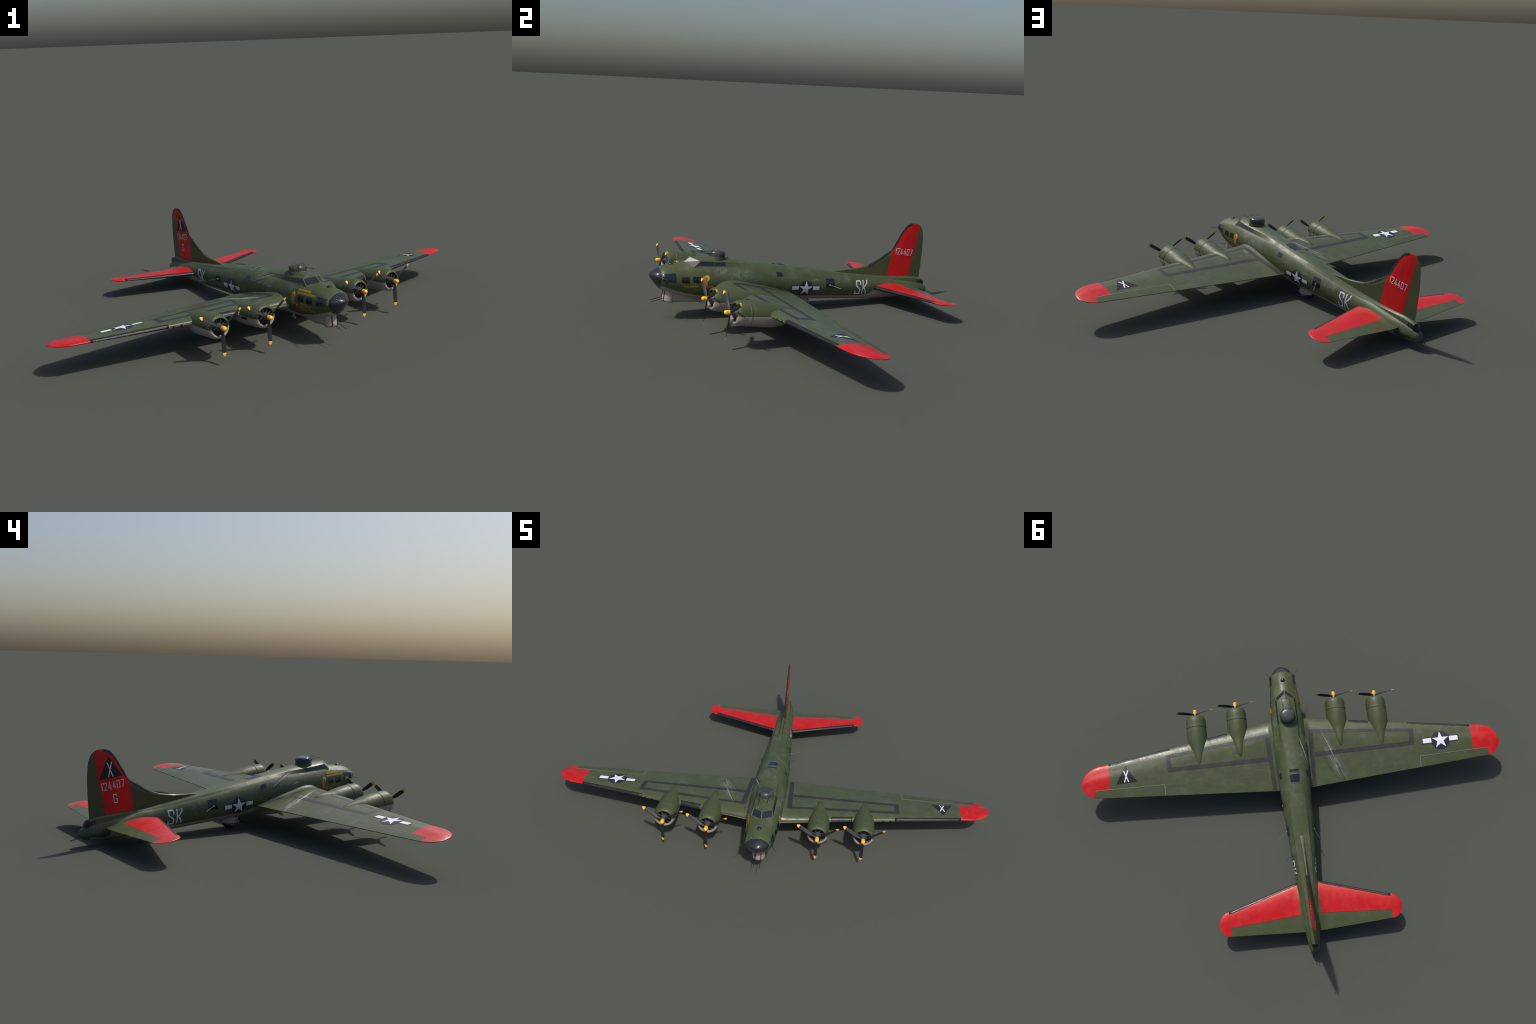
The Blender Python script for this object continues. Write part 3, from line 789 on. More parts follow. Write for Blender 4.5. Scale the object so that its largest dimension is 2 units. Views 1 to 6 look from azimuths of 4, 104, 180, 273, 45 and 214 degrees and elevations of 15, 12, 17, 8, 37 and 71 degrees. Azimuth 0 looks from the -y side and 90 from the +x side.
# gouges torn into the starboard wing root
def ridge(pts, w, hgt, mat, surf, name):
    rows = []; n = len(pts)
    P = [Vector((p[0], p[1])) for p in pts]
    fine = []
    for i in range(n - 1):
        for k in range(8): fine.append(P[i].lerp(P[i+1], k/8))
    fine.append(P[-1]); N = len(fine)
    for i, p in enumerate(fine):
        d = (fine[min(i+1, N-1)] - fine[max(i-1, 0)]).normalized(); nn = Vector((-d.y, d.x))
        k = math.sin(math.pi*(i + 0.5)/N)**0.7 * (0.75 + 0.5*random.random())
        row = []
        for j, (o, z) in enumerate(((-1, -0.001), (-0.45, 0.7*hgt), (0, hgt), (0.45, 0.6*hgt), (1, -0.001))):
            q = p + nn*(o*w*k*0.5); a, b = surf(q.x, q.y); row.append(a + b*(z*k if z > 0 else z))
        rows.append(row)
    vv, ff = loft(rows, False)
    me = bpy.data.meshes.new(name); me.from_pydata([tuple(v) for v in vv], [], ff); fix_normals(me)
    return add_object(name, me, mat, smooth_angle=80)
ws = wing_surface(-1)
main = [(0.268, 0.192), (0.225, 0.208), (0.182, 0.226), (0.140, 0.241), (0.102, 0.2545), (0.060, 0.2690)]
ridge(main, 0.0056, 0.0024, M_SCRATCH, ws, "wing_gouge")
ridge([(x - 0.004, y - 0.0062) for x, y in main[1:]], 0.0040, 0.0006, M_GROOVE_SHADE, ws, "wing_gouge")  # low dark strip beside the ridge, painting its shadow line
for k in range(30):
    x = random.uniform(0.01, 0.17); y = 0.2545 + (0.102 - x)*0.35 + random.uniform(-0.034, 0.026); L = random.uniform(0.018, 0.06)
    sl = random.uniform(0.22, 0.50)
    ridge([(x, y), (x - L*0.5, y + L*0.5*sl), (x - L, y + L*sl)], random.uniform(0.0010, 0.0022), 0.0009, M_SCRATCH if k % 2 else M_GROOVE_SHADE, ws, "wing_gouge")
ridge([(0.075, 0.263), (0.035, 0.277), (-0.01, 0.293), (-0.057, 0.313)], 0.005, 0.0012, M_GROOVE_SHADE, ws, "wing_gouge")
ridge([(0.149, 0.177), (0.09, 0.199), (0.02, 0.233), (-0.040, 0.268)], 0.0022, 0.0010, M_GROOVE_SHADE, ws, "wing_gouge")
sb = side_surface(-1)
ridge([(0.212, 0.292), (0.152, 0.268), (0.101, 0.247), (0.046, 0.216)], 0.0060, 0.0024, M_SCRATCH, sb, "fuselage_gouge")
ridge([(0.190, 0.292), (0.140, 0.272), (0.090, 0.252)], 0.0035, 0.0014, M_GROOVE_SHADE, sb, "fuselage_gouge")
ridge([(0.165, 0.262), (0.115, 0.244), (0.070, 0.224)], 0.0030, 0.0012, M_GROOVE_SHADE, sb, "fuselage_gouge")
ridge([(0.226, 0.236), (0.184, 0.224)], 0.0030, 0.0012, M_SCRATCH, sb, "fuselage_gouge")

# ---- tailplane
def ht_le(l):
    if l < 0.455: return -0.6046 - 0.314*l
    return -0.822 + 0.0745*math.sqrt(max(0, 1 - ((l - 0.455)/0.0687)**2))
def ht_te(l):
    if l < 0.465: return -0.9105 + 0.0507*l
    return -0.822 - 0.0650*math.sqrt(max(0, 1 - ((l - 0.465)/0.0587)**2))
def ht_hinge(l): return -0.8129 - (l - 0.0587)*0.0690
def ht_mean(f, l):
    le = -0.6046 - 0.314*l; te = -0.9105 + 0.0507*l
    zle = 0.1035 + 0.026*l; zte = 0.0840 + 0.043*l
    return zte + (zle - zte)*(f - te)/(le - te)
def ht_half(f, l):
    le, te = ht_le(l), ht_te(l); c = max(1e-5, le - te)
    return c*foil(min(1, max(0, (le - f)/c)), 0.135 - 0.04*l)
def ht_top(f, l):
    x = (ht_le(l) - f)/max(1e-5, ht_le(l) - ht_te(l))
    return ht_mean(f, l) + ht_half(f, l) + 0.009*smooth(0.105, 0.045, l)**2*smooth(0.08, 0.45, x)*(1 - 0.6*smooth(0.7, 1.0, x))
def ht_bot(f, l): return ht_mean(f, l) - ht_half(f, l) - 0.0002 - 0.0016*smooth(0.7, 1.0, (ht_le(l) - f)/max(1e-5, ht_le(l) - ht_te(l)))
EL_OUT = 0.462
for s in (1, -1):
    tip = [0.4652 + 0.0583*math.sin(math.pi/2*i/16) for i in range(17)]
    spans = wing_spans(0.02, EL_OUT, 44); outer = [EL_OUT] + tip
    p1 = blade_surface(ht_le, ht_te, None, ht_top, ht_bot, spans, ht_le, lambda l: ht_hinge(l) + 0.0010, 34, s)
    p2 = blade_surface(ht_le, ht_te, None, ht_top, ht_bot, outer, ht_le, ht_te, 34, s)
    V = p1[0] + p2[0]; o = len(p1[0]); Fc = p1[1] + [tuple(i + o for i in q) for q in p2[1]]; FL = p1[2] + [0]*len(p2[2])
    add_lifting("tailplane", (V, Fc, FL, 0), [M_TAIL, M_PALE])
    d = blade_surface(ht_le, ht_te, None, ht_top, ht_bot, wing_spans(0.02, EL_OUT - 0.0008, 40), ht_hinge, ht_te, 14, s)
    add_lifting("elevator", d, [M_AIL, M_PALE])
    rows = []
    for l in wing_spans(0.058, 0.466, 26):
        le = ht_le(l); up = []; lo = []
        for i in range(9):
            t = (i/8)**2; f = le - 0.0150*t
            up.append(Vector((f, l*s, ht_top(f, l) + 0.0008))); lo.append(Vector((f, l*s, ht_bot(f, l) - 0.0006)))
        rows.append(up[::-1] + [Vector((le + 0.0009, l*s, ht_mean(le, l)))] + lo)
    vv, ff = loft(rows, False); me = bpy.data.meshes.new("deicer_boot"); me.from_pydata([tuple(p) for p in vv], [], ff); fix_normals(me)
    ob = add_object("deicer_boot", me, M_BOOT, smooth_angle=60); md = ob.modifiers.new("thick", 'SOLIDIFY'); md.thickness = 0.0013; md.offset = -1

# ---- fin and rudder (sections stacked upwards)
FIN_LE = [(0.10, -0.345), (0.2045, -0.365), (0.2102, -0.489), (0.229, -0.612), (0.2466, -0.658), (0.278, -0.714), (0.313, -0.770), (0.346, -0.7895), (0.370, -0.8045),
          (0.4136, -0.8322), (0.4300, -0.8445), (0.4452, -0.8571), (0.4582, -0.880), (0.4622, -0.900), (0.4634, -0.911)]
FIN_TE = [(0.10, -0.9705), (0.1331, -0.9727), (0.2125, -0.9789), (0.3142, -0.9826), (0.391, -0.9785), (0.4349, -0.9636), (0.4563, -0.9409), (0.4622, -0.924), (0.4634, -0.911)]
fin_le = pchip([p[0] for p in FIN_LE], [p[1] for p in FIN_LE]); fin_te = pchip([p[0] for p in FIN_TE], [p[1] for p in FIN_TE])
def fin_hinge(z): return max(fin_te(z), -0.8929 - (z - 0.1461)*0.2036)
fin_H = pchip([0.10, 0.15, 0.21, 0.26, 0.35, 0.44, 0.4634], [0.0088, 0.0082, 0.0072, 0.0062, 0.0050, 0.0034, 0.0014])
def fin_half(f, z):
    le, te = fin_le(z), fin_te(z); d = max(0, le - f); e = max(0, f - te)
    a = min(1, math.sqrt(d/0.050)) if d < 0.05 else 1
    b = min(1.0, e/(0.42*min(0.25, max(1e-4, le - te))))
    return fin_H(z)*a*(b**0.9) + 0.0004*(1 if d > 0 else 0)
def fin_rows(x0, x1, zs, nx, lead):
    rows = []
    for z in zs:
        a, b = x0(z), x1(z); U = [a + (b - a)*((1 - math.cos(math.pi/2*i/nx)) if lead else i/nx) for i in range(nx + 1)]
        r = [Vector((f, fin_half(f, z), z)) for f in U]; l = [Vector((f, -fin_half(f, z), z)) for f in U[::-1]]
        rows.append(r + l)
    return rows
zs = list(np.linspace(0.12, 0.204, 10)) + list(np.linspace(0.2045, 0.23, 16)) + list(np.linspace(0.235, 0.44, 50)) + list(np.linspace(0.443, 0.4634, 16))
def add_fin(name, rows, mat):
    V, Fc = loft(rows, True, True, True)
    me = bpy.data.meshes.new(name); me.from_pydata([tuple(v) for v in V], [], Fc); fix_normals(me)
    return add_object(name, me, mat, smooth_angle=50)
fin = add_fin("fin", fin_rows(fin_le, lambda z: fin_hinge(z) + 0.0008, zs, 46, True), M_FIN)
rudder = add_fin("rudder", fin_rows(fin_hinge, fin_te, [z for z in zs if z < 0.4445], 14, False), M_RUD)
# dorsal fillet: flat-topped wedge running into the fin
V = []; rows = []
for i in range(20):
    t = i/19; f = -0.362 - t*0.17; hw = 0.0110*(1 - t)**1.1 + 0.0022
    lo, hi = 0.2040, 0.2400
    for _ in range(30):
        m_ = (lo + hi)/2
        if fin_le(m_) > f: lo = m_
        else: hi = m_
    zt = lo + 0.0006 - 0.0008*t
    rows.append([Vector((f, -hw - 0.004, 0.165)), Vector((f, -hw, zt - 0.0012)), Vector((f, -hw*0.7, zt)), Vector((f, hw*0.7, zt)), Vector((f, hw, zt - 0.0012)), Vector((f, hw + 0.004, 0.165))])
v, f = loft(rows, False); f = list(f) + [tuple(range(6))]
me = bpy.data.meshes.new("dorsal_fillet"); me.from_pydata([tuple(p) for p in v], [], f); fix_normals(me); add_object("dorsal_fillet", me, M_OLIVE, smooth_angle=40)
def fin_surface(s):
    def g(f, z):
        z = min(max(z, 0.121), 0.4632); f = min(max(f, fin_te(z)), fin_le(z))
        h = fin_half(f, z); e = 0.002
        dx = (fin_half(f + e, z) - fin_half(f - e, z))/(2*e); dx = max(-0.6, min(0.6, dx))
        return Vector((f, h*s, z)), Vector((-dx, s, 0)).normalized()
    return g
IN = [(-0.612, 0.2160), (-0.6593, 0.2328), (-0.7000, 0.2560), (-0.7339, 0.2771), (-0.7640, 0.3010), (-0.7871, 0.3228), (-0.8040, 0.3510), (-0.8195, 0.3798), (-0.8380, 0.4080), (-0.8546, 0.4290), (-0.8640, 0.4375), (-0.8773, 0.4445), (-0.8880, 0.4480), (-0.9010, 0.4496)]
outl = [(-0.901, 0.4632)] + [(fin_le(z), z) for z in np.linspace(0.4615, 0.2292, 44)] + [(-0.612, 0.2292)]
for s in (1, -1):
    g = fin_surface(s)
    n = len(IN)
    # strip between the leading edge and the inner line, built as short quads
    LEp = []
    zz = [0.2290, 0.2470, 0.2640, 0.2790, 0.3070, 0.3310, 0.3610, 0.3900, 0.4180, 0.4440, 0.4500, 0.4570, 0.4600, 0.4622]
    strip = [(IN[i], IN[i+1], (fin_le(zz[i+1]), zz[i+1]), (fin_le(zz[i]), zz[i])) for i in range(n - 1)]
    marking("deicer_boot", [(q, M_BOOT) for q in strip], g, cell=0.004, base=0.0009, step=0.0)
v, f = tube([(fin_le(z), 0, z) for z in np.linspace(0.229, 0.4624, 60)], 0.0009, False, 8); add_mesh("deicer_boot", v, f, M_BOOT)
# tail markings
g = fin_surface(1)
marking("tail_number", lettering("124407", (-0.7890, 0.2830), (-1, -0.130), (-0.13, 1.0), 0.0170, 0.0370, 0.0048, 0.0034, M_GREYMARK), g, cell=0.004)
g = fin_surface(-1)
marking("tail_number", lettering("124407", (-0.9105, 0.2600), (1, 0.135), (-0.14, 1.0), 0.0172, 0.0375, 0.0052, 0.0034, M_GREYMARK)
        + lettering("G", (-0.8485, 0.1975), (1, 0.03), (-0.12, 1.0), 0.0205, 0.0455, 0, 0.0042, M_GREYMARK), g, cell=0.004)
marking("squadron_triangle", [([(-0.8768, 0.4290), (-0.9250, 0.3136), (-0.7990, 0.3295)], M_BLACKMARK)]
        + lettering("X", (-0.8790, 0.3255), (1, 0.10), (-0.10, 1.0), 0.0300, 0.0715, 0, 0.0052, M_GREYMARK), g, cell=0.004)

# ------------------------------------------------------------------ tail gun position
def build_tail():
    # lower fairing closing the body behind the last frame
    rows = []
    for f, w, zw, zb, zt in [(-0.984, 0.0320, 0.063, 0.0322, 0.0965), (-0.993, 0.0305, 0.062, 0.0328, 0.0940), (-1.003, 0.0282, 0.061, 0.0338, 0.0905),
                             (-1.012, 0.0250, 0.060, 0.0360, 0.0860), (-1.018, 0.0205, 0.059, 0.0395, 0.0800), (-1.0215, 0.0130, 0.0585, 0.0450, 0.0720)]:
        rows.append([Vector((f, w*math.copysign(abs(math.cos(a))**0.8, math.cos(a)), (zw + (zt - zw)*math.sin(a)) if math.sin(a) > 0 else (zw + (zw - zb)*math.sin(a))))
                     for a in [2*math.pi*k/40 for k in range(40)]])
    V, Fc = loft(rows, True, True, True)
    me = bpy.data.meshes.new("tail_gun_fairing"); me.from_pydata([tuple(v) for v in V], [], Fc); fix_normals(me)
    add_object("tail_gun_fairing", me, M_OLIVE, smooth_angle=50)
    # glazed rear of the upper cabin
    rows = []
    for f, w, zb, zt in [(-0.984, 0.0185, 0.090, 0.1275), (-0.990, 0.0175, 0.088, 0.1240), (-0.996, 0.0155, 0.088, 0.1170), (-1.001, 0.0125, 0.088, 0.1060), (-1.004, 0.0095, 0.088, 0.0950)]:
        rows.append([Vector((f, -w, zb)), Vector((f, -w, zt - 0.006)), Vector((f, -w*0.6, zt - 0.001)), Vector((f, 0, zt)), Vector((f, w*0.6, zt - 0.001)), Vector((f, w, zt - 0.006)), Vector((f, w, zb))])
    V, Fc = loft(rows, False, True, True)
    me = bpy.data.meshes.new("tail_gunner_glazing"); me.from_pydata([tuple(v) for v in V], [], Fc); fix_normals(me)
    add_object("tail_gunner_glazing", me, M_DARKWIN, smooth_angle=40)
    for s in (1, -1):
        body_mark("tail_gunner_window", [([(-0.9475, 0.1265), (-0.9590, 0.1240), (-0.9590, 0.1040), (-0.9475, 0.1070)], M_GLASS),
                                         ([(-0.9640, 0.1235), (-0.9838, 0.1190), (-0.9832, 0.0970), (-0.9640, 0.1015)], M_GLASS)], s, base=0.0009, step=0.0)
    for s in (1, -1):
        v, f = rod((-1.013, 0.0062*s, 0.0495), (-1.069, 0.0062*s, 0.0335), 0.0016); add_mesh("tail_gun_barrel", v, f, M_GUN)
        v, f = rod((-1.0185, 0.0062*s, 0.080), (-1.0215, 0.0062*s, 0.044), 0.0017); add_mesh("gun_slot", v, f, M_GUN)
build_tail()

# ------------------------------------------------------------------ top turret, astrodome
def build_turret():
    tl = 0.105; a = Vector((-math.sin(tl), 0, math.cos(tl)))
    c = Vector((0.3275, 0, 0.335)) - a*0.335
    v, f = revolve([(0.285, 0.0478), (0.3245, 0.0475), (0.3268, 0.0468), (0.3272, 0.042)], 56, a, (1, 0, 0), c, False, False)
    base = add_mesh("top_turret", v, f, M_OLIVE)
    prof = [(0.3225, 0.0462), (0.3400, 0.0462), (0.3455, 0.0457), (0.3500, 0.0440), (0.3545, 0.0405), (0.3575, 0.0350), (0.3592, 0.0270), (0.3602, 0.0160), (0.3604, 0.0)]
    v, f = revolve(prof, 56, a, (1, 0, 0), c)
    dome = add_mesh("turret_dome", v, f, M_DOME, base, smooth_angle=60)
    pf = pchip([p[0] for p in prof], [p[1] for p in prof])
    # frame ribs: two fore-and-aft arches and radial bars
    def at(ang, k):
        i = k*(len(prof) - 1.001); j = int(i); t = i - j
        s = prof[j][0]*(1-t) + prof[j+1][0]*t; r = prof[j][1]*(1-t) + prof[j+1][1]*t
        u = Vector((1, 0, 0)); u = (u - a*u.dot(a)).normalized(); w = a.cross(u)
        return c + a*(s + 0.0003) + (u*math.cos(ang) + w*math.sin(ang))*(r + 0.0002)
    parts = []
    for ang in (0.42, -0.42, 0.95, -0.95, 1.45, -1.45):
        parts.append(tube([at(ang, k) for k in np.linspace(0.02, 0.62, 16)], 0.0009, False, 6))
    parts.append(tube([at(t, 0.62) for t in np.linspace(-1.45, 1.45, 24)], 0.0008, False, 6))
    parts.append(tube([at(t, 0.02) for t in np.linspace(0, 2*math.pi, 48)[:-1]], 0.0012, True, 6))
    v, f = join(parts); add_mesh("turret_frame", v, f, M_FRAME, base)
    for s in (1, -1):
        sl = [at(math.atan2(0.023*s, 0.037), k) for k in np.linspace(0.10, 0.72, 12)]
        v, f = tube(sl, 0.0018, False, 6); add_mesh("gun_slot", v, f, M_GUN, base)
        v, f = rod((0.360, 0.0228*s, 0.3440), (0.4300, 0.0228*s, 0.3540), 0.0014); add_mesh("turret_gun_barrel", v, f, M_GUN, base)
build_turret()
zt = top_surface(0.578, 0.0)[0].z
v, f = revolve([(-0.004, 0.0128), (0.0, 0.0128)] + [(0.0085*math.sin(t), 0.0124*math.cos(t)) for t in np.linspace(0, math.pi/2, 12)], 32, (-0.1, 0, 1), (1, 0, 0), (0.578, 0, zt))
add_mesh("astrodome", v, f, M_GLASS, smooth_angle=60)
v, f = tube([Vector((0.578 + 0.0132*math.cos(t), 0.0132*math.sin(t), zt + 0.0008 - 0.0013*math.cos(t)*-1)) for t in np.linspace(0, 2*math.pi, 32)[:-1]], 0.0010); add_mesh("astrodome_ring", v, f, M_OLIVE)

# ------------------------------------------------------------------ cheek blisters and guns
for s in (1, -1):
    sb = side_surface(s)
    # raised framed blister between nose cone and big side window
    rows = []
    for x in np.linspace(0.6405, 0.6165, 8):
        row = []
        for z in np.linspace(0.2635, 0.2185, 12):
            p, n = sb(x, z); k = math.sin(math.pi*min(1, max(0, (z - 0.2185)/0.045)))**0.5*math.sin(math.pi*(0.15 + 0.8*(0.6405 - x)/0.024))**0.5
            row.append(p + n*(0.0055*k))
        rows.append(row)
    vv, ff = loft(rows, False); me = bpy.data.meshes.new("cheek_blister"); me.from_pydata([tuple(p) for p in vv], [], ff); fix_normals(me)
    bl = add_object("cheek_blister", me, M_OLIVE, smooth_angle=60)
    T2 = BVHTree.FromPolygons([v.co.copy() for v in me.vertices], [list(p.vertices) for p in me.polygons])
    def bsurf(x, z, T2=T2, s=s):
        h = T2.ray_cast(Vector((x, 0.4*s, z)), Vector((0, -s, 0)))
        if h[0] is None: h = T2.find_nearest(Vector((x, 0.08*s, z)))
        n = h[1]; return h[0], (n if n.y*s > 0 else -n)
    marking("cheek_window", [([(0.6375, 0.2605), (0.6195, 0.2605), (0.6195, 0.2530), (0.6375, 0.2530)], M_GLASS),
                             ([(0.6375, 0.2495), (0.6195, 0.2495), (0.6195, 0.2395), (0.6375, 0.2395)], M_GLASS)], bsurf, cell=0.004, base=0.0012, step=0.0)
    tip = (0.6715, 0.0985*s, 0.2265)
    v, f = rod((0.6280, 0.0700*s, 0.2355), tip, 0.0013); add_mesh("cheek_gun_barrel", v, f, M_GUN)
    v, f = rod((0.6240, 0.0720*s, 0.2320), (0.6340, 0.0775*s, 0.2315), 0.0042); add_mesh("cheek_gun_mount", v, f, M_GUN)

# ------------------------------------------------------------------ chin turret
def build_chin():
    # upright drum, then a fairing tapering aft under the belly
    def ringat(f, w, zb, zt):
        out = []
        for a in [math.pi*k/24 for k in range(25)]:
            cy, sz = math.cos(a), math.sin(a)
            out.append(Vector((f, w*math.copysign(abs(cy)**0.55, cy), zb + (zt - zb)*(1 - sz**0.45)*0.9)))
        return [Vector((f, w, zt))] + out + [Vector((f, -w, zt))]
    prof = [(0.0, 0.0), (0.0002, 0.022), (0.0014, 0.0270), (0.0045, 0.0312), (0.0095, 0.0338), (0.016, 0.0350), (0.075, 0.0356)]
    V, Fc = revolve(prof, 56, (-0.15, 0, 0.99), (1, 0, 0), (0.5890, 0, 0.0950))
    me = bpy.data.meshes.new("chin_turret"); me.from_pydata([tuple(v) for v in V], [], Fc); fix_normals(me)
    base = add_object("chin_turret", me, M_PALE, smooth_angle=50)
    st2 = [(0.5800, 0.0330, 0.0950, 0.156), (0.52, 0.0330, 0.0920, 0.145), (0.47, 0.0310, 0.0895, 0.130), (0.43, 0.0260, 0.0885, 0.120), (0.40, 0.0200, 0.0905, 0.112), (0.365, 0.010, 0.0945, 0.106)]
    V, Fc = loft([ringat(*r) for r in st2], False, True, True)
    me = bpy.data.meshes.new("chin_turret_fairing"); me.from_pydata([tuple(v) for v in V], [], Fc); fix_normals(me)
    add_object("chin_turret_fairing", me, M_PALE, base, smooth_angle=50)
    for s in (1, -1):
        y = 0.0158*s
        v, f = tube([(0.6120, y, 0.158), (0.6150, y, 0.140), (0.6178, y, 0.120), (0.6170, y, 0.108), (0.6105, y, 0.1000)], 0.0026, False, 8); add_mesh("gun_slot", v, f, M_GUN, base)
        v, f = rod((0.610, y, 0.1225), (0.6825, y, 0.1058), 0.0014); add_mesh("chin_gun_barrel", v, f, M_GUN, base)
build_chin()

# ------------------------------------------------------------------ ball turret under the belly
def build_ball():
    c = Vector((-0.172, 0, 0.0457)); R = 0.0440
    V = []; Fc = []
    bm = bmesh.new(); bmesh.ops.create_uvsphere(bm, u_segments=48, v_segments=28, radius=R)
    for vv in bm.verts: vv.co += c
    me = bpy.data.meshes.new("ball_turret"); bm.to_mesh(me); bm.free()
    base = add_object("ball_turret", me, plain("ball_turret_grey", srgb(78, 80, 82), 0.45, 0.2), smooth_angle=180)
    v, f = revolve([(0.036, 0.047), (0.062, 0.047), (0.066, 0.044)], 40, (0, 0, 1), (1, 0, 0), (c.x, 0, 0)); add_mesh("turret_ring", v, f, M_PALE, base)
    # yoke arms, round side discs with wedge-shaped panes
    for s in (1, -1):
        v, f = revolve([(0.036, 0.024), (0.041, 0.024), (0.0425, 0.021), (0.0425, 0.0)], 32, (0, s, 0), (0, 0, 1), c); add_mesh("turret_side_disc", v, f, plain("turret_disc_grey", srgb(120, 121, 124), 0.45), base)
        for k in range(5):
            a = 2*math.pi*k/5 + 0.3; p = []
            for r, da in ((0.006, 0.0), (0.018, -0.30), (0.0195, 0.0), (0.018, 0.30)):
                p.append(c + Vector((r*math.cos(a + da), 0.0433*s, r*math.sin(a + da))))
            q = [x - Vector((0, 0.002*s, 0)) for x in p]
            add_mesh("turret_pane", p + q, [(0, 1, 2, 3), (0, 1, 5, 4), (1, 2, 6, 5), (2, 3, 7, 6), (3, 0, 4, 7)], M_DARKWIN, base, smooth_angle=0)
        v, f = rod((-0.130, 0.020*s, 0.036), (-0.064, 0.020*s, 0.0205), 0.0014); add_mesh("ball_gun_barrel", v, f, M_GUN, base)
        v, f = rod((-0.150, 0.020*s, 0.041), (-0.122, 0.020*s, 0.034), 0.0065, 0.005, 12); add_mesh("gun_sleeve", v, f, M_PALE, base)
        v, f = rod((-0.214, 0.019*s, 0.052), (-0.228, 0.019*s, 0.042), 0.010, 0.007, 12); add_mesh("ammunition_cover", v, f, M_PALE, base)
    v, f = revolve([(0.0390, 0.017), (0.0412, 0.0165), (0.0432, 0.0110), (0.0446, 0.0)], 28, (1, 0, -0.55), (0, 0, 1), c); add_mesh("turret_sight_window", v, f, M_DARKWIN, base)
    v, f = revolve([(0.0375, 0.020), (0.0398, 0.0195), (0.0425, 0.0120), (0.0442, 0.0)], 28, (-0.6, 0, -0.62), (0, 0, 1), c); add_mesh("turret_door", v, f, M_ENG, base)
build_ball()

# ------------------------------------------------------------------ waist guns, loop antenna
for s in (1, -1):
    b = Vector((-0.3250, 0.0800*s, 0.1450)); t = Vector((-0.3680, 0.1330*s, 0.1335)) if s > 0 else Vector((-0.3840, -0.1080, 0.1290))
    v, f = rod(b, t, 0.0011); add_mesh("waist_gun_barrel", v, f, M_BARREL)
    v, f = rod(b + Vector((0.006, -0.006*s, 0)), b + Vector((-0.004, 0.004*s, -0.001)), 0.0065, 0.0048, 12); add_mesh("waist_gun_mount", v, f, plain("gun_mount_olive", srgb(98, 104, 66), 0.5))
bm = bmesh.new(); bmesh.ops.create_uvsphere(bm, u_segments=28, v_segments=18, radius=1.0)
for vv in bm.verts: vv.co = Vector((0.288 + vv.co.x*0.0165, vv.co.y*0.0085, 0.0605 + vv.co.z*0.0085))
me = bpy.data.meshes.new("loop_antenna_housing"); bm.to_mesh(me); bm.free(); la = add_object("loop_antenna_housing", me, M_PALE, smooth_angle=180)
v, f = rod((0.288, 0, 0.066), (0.286, 0, 0.096), 0.003); add_mesh("antenna_strut", v, f, M_PALE, la)

# ------------------------------------------------------------------ engines (shared meshes, four copies)
AX = Vector((math.cos(PITCH), 0, math.sin(PITCH))); UPV = Vector((-math.sin(PITCH), 0, math.cos(PITCH)))
#  s = distance aft of the propeller plane: upper half-width, top height, lower half-width, depth
NAC = [(0.0200, 0.0480, 0.0480, 0.0480, 0.0480), (0.0215, 0.0510, 0.0510, 0.0510, 0.0510), (0.0260, 0.0545, 0.0545, 0.0545, 0.0545), (0.0340, 0.0578, 0.0578, 0.0578, 0.0578),
       (0.0450, 0.0598, 0.0598, 0.0598, 0.0598), (0.0600, 0.0606, 0.0606, 0.0606, 0.0606), (0.0850, 0.0606, 0.0606, 0.0606, 0.0606), (0.1300, 0.0602, 0.0592, 0.0604, 0.0618),
       (0.1700, 0.0590, 0.0562, 0.0595, 0.0632), (0.2100, 0.0535, 0.0510, 0.0570, 0.0630), (0.2450, 0.0430, 0.0468, 0.0525, 0.0580), (0.2800, 0.0330, 0.0420, 0.0450, 0.0490),
       (0.3050, 0.0262, 0.0378, 0.0380, 0.0400), (0.3180, 0.0225, 0.0338, 0.0330, 0.0360), (0.3250, 0.0205, 0.0312, 0.0305, 0.0335), (0.3450, 0.0140, 0.0200, 0.0240, 0.0260), (0.4000, 0.0020, 0.0050, 0.0060, 0.0100)]
NT = [table(NAC, i) for i in range(5)]
lift = pchip([0.0, 0.20, 0.245, 0.28, 0.305, 0.318, 0.325, 0.345, 0.40], [0, 0, 0.0035, 0.0062, 0.0058, 0.0048, 0.0042, 0.002, 0])   # inner nacelles ride over the thicker wing
def nac_ring(s, grow=0.0, seg=72, inner=False):
    wu, hu, wl, hl = [NT[i](s) + grow for i in range(1, 5)]
    if inner: hu += lift(s)
    out = []
    for k in range(seg):
        a = 2*math.pi*k/seg; c, sn = math.cos(a), math.sin(a)
        w = wl + (wu - wl)*smooth(-0.15, 0.30, sn); h = hu if sn > 0 else hl
        out.append(-AX*s + Vector((0, 1, 0))*(w*c) + UPV*(h*sn))
    return out
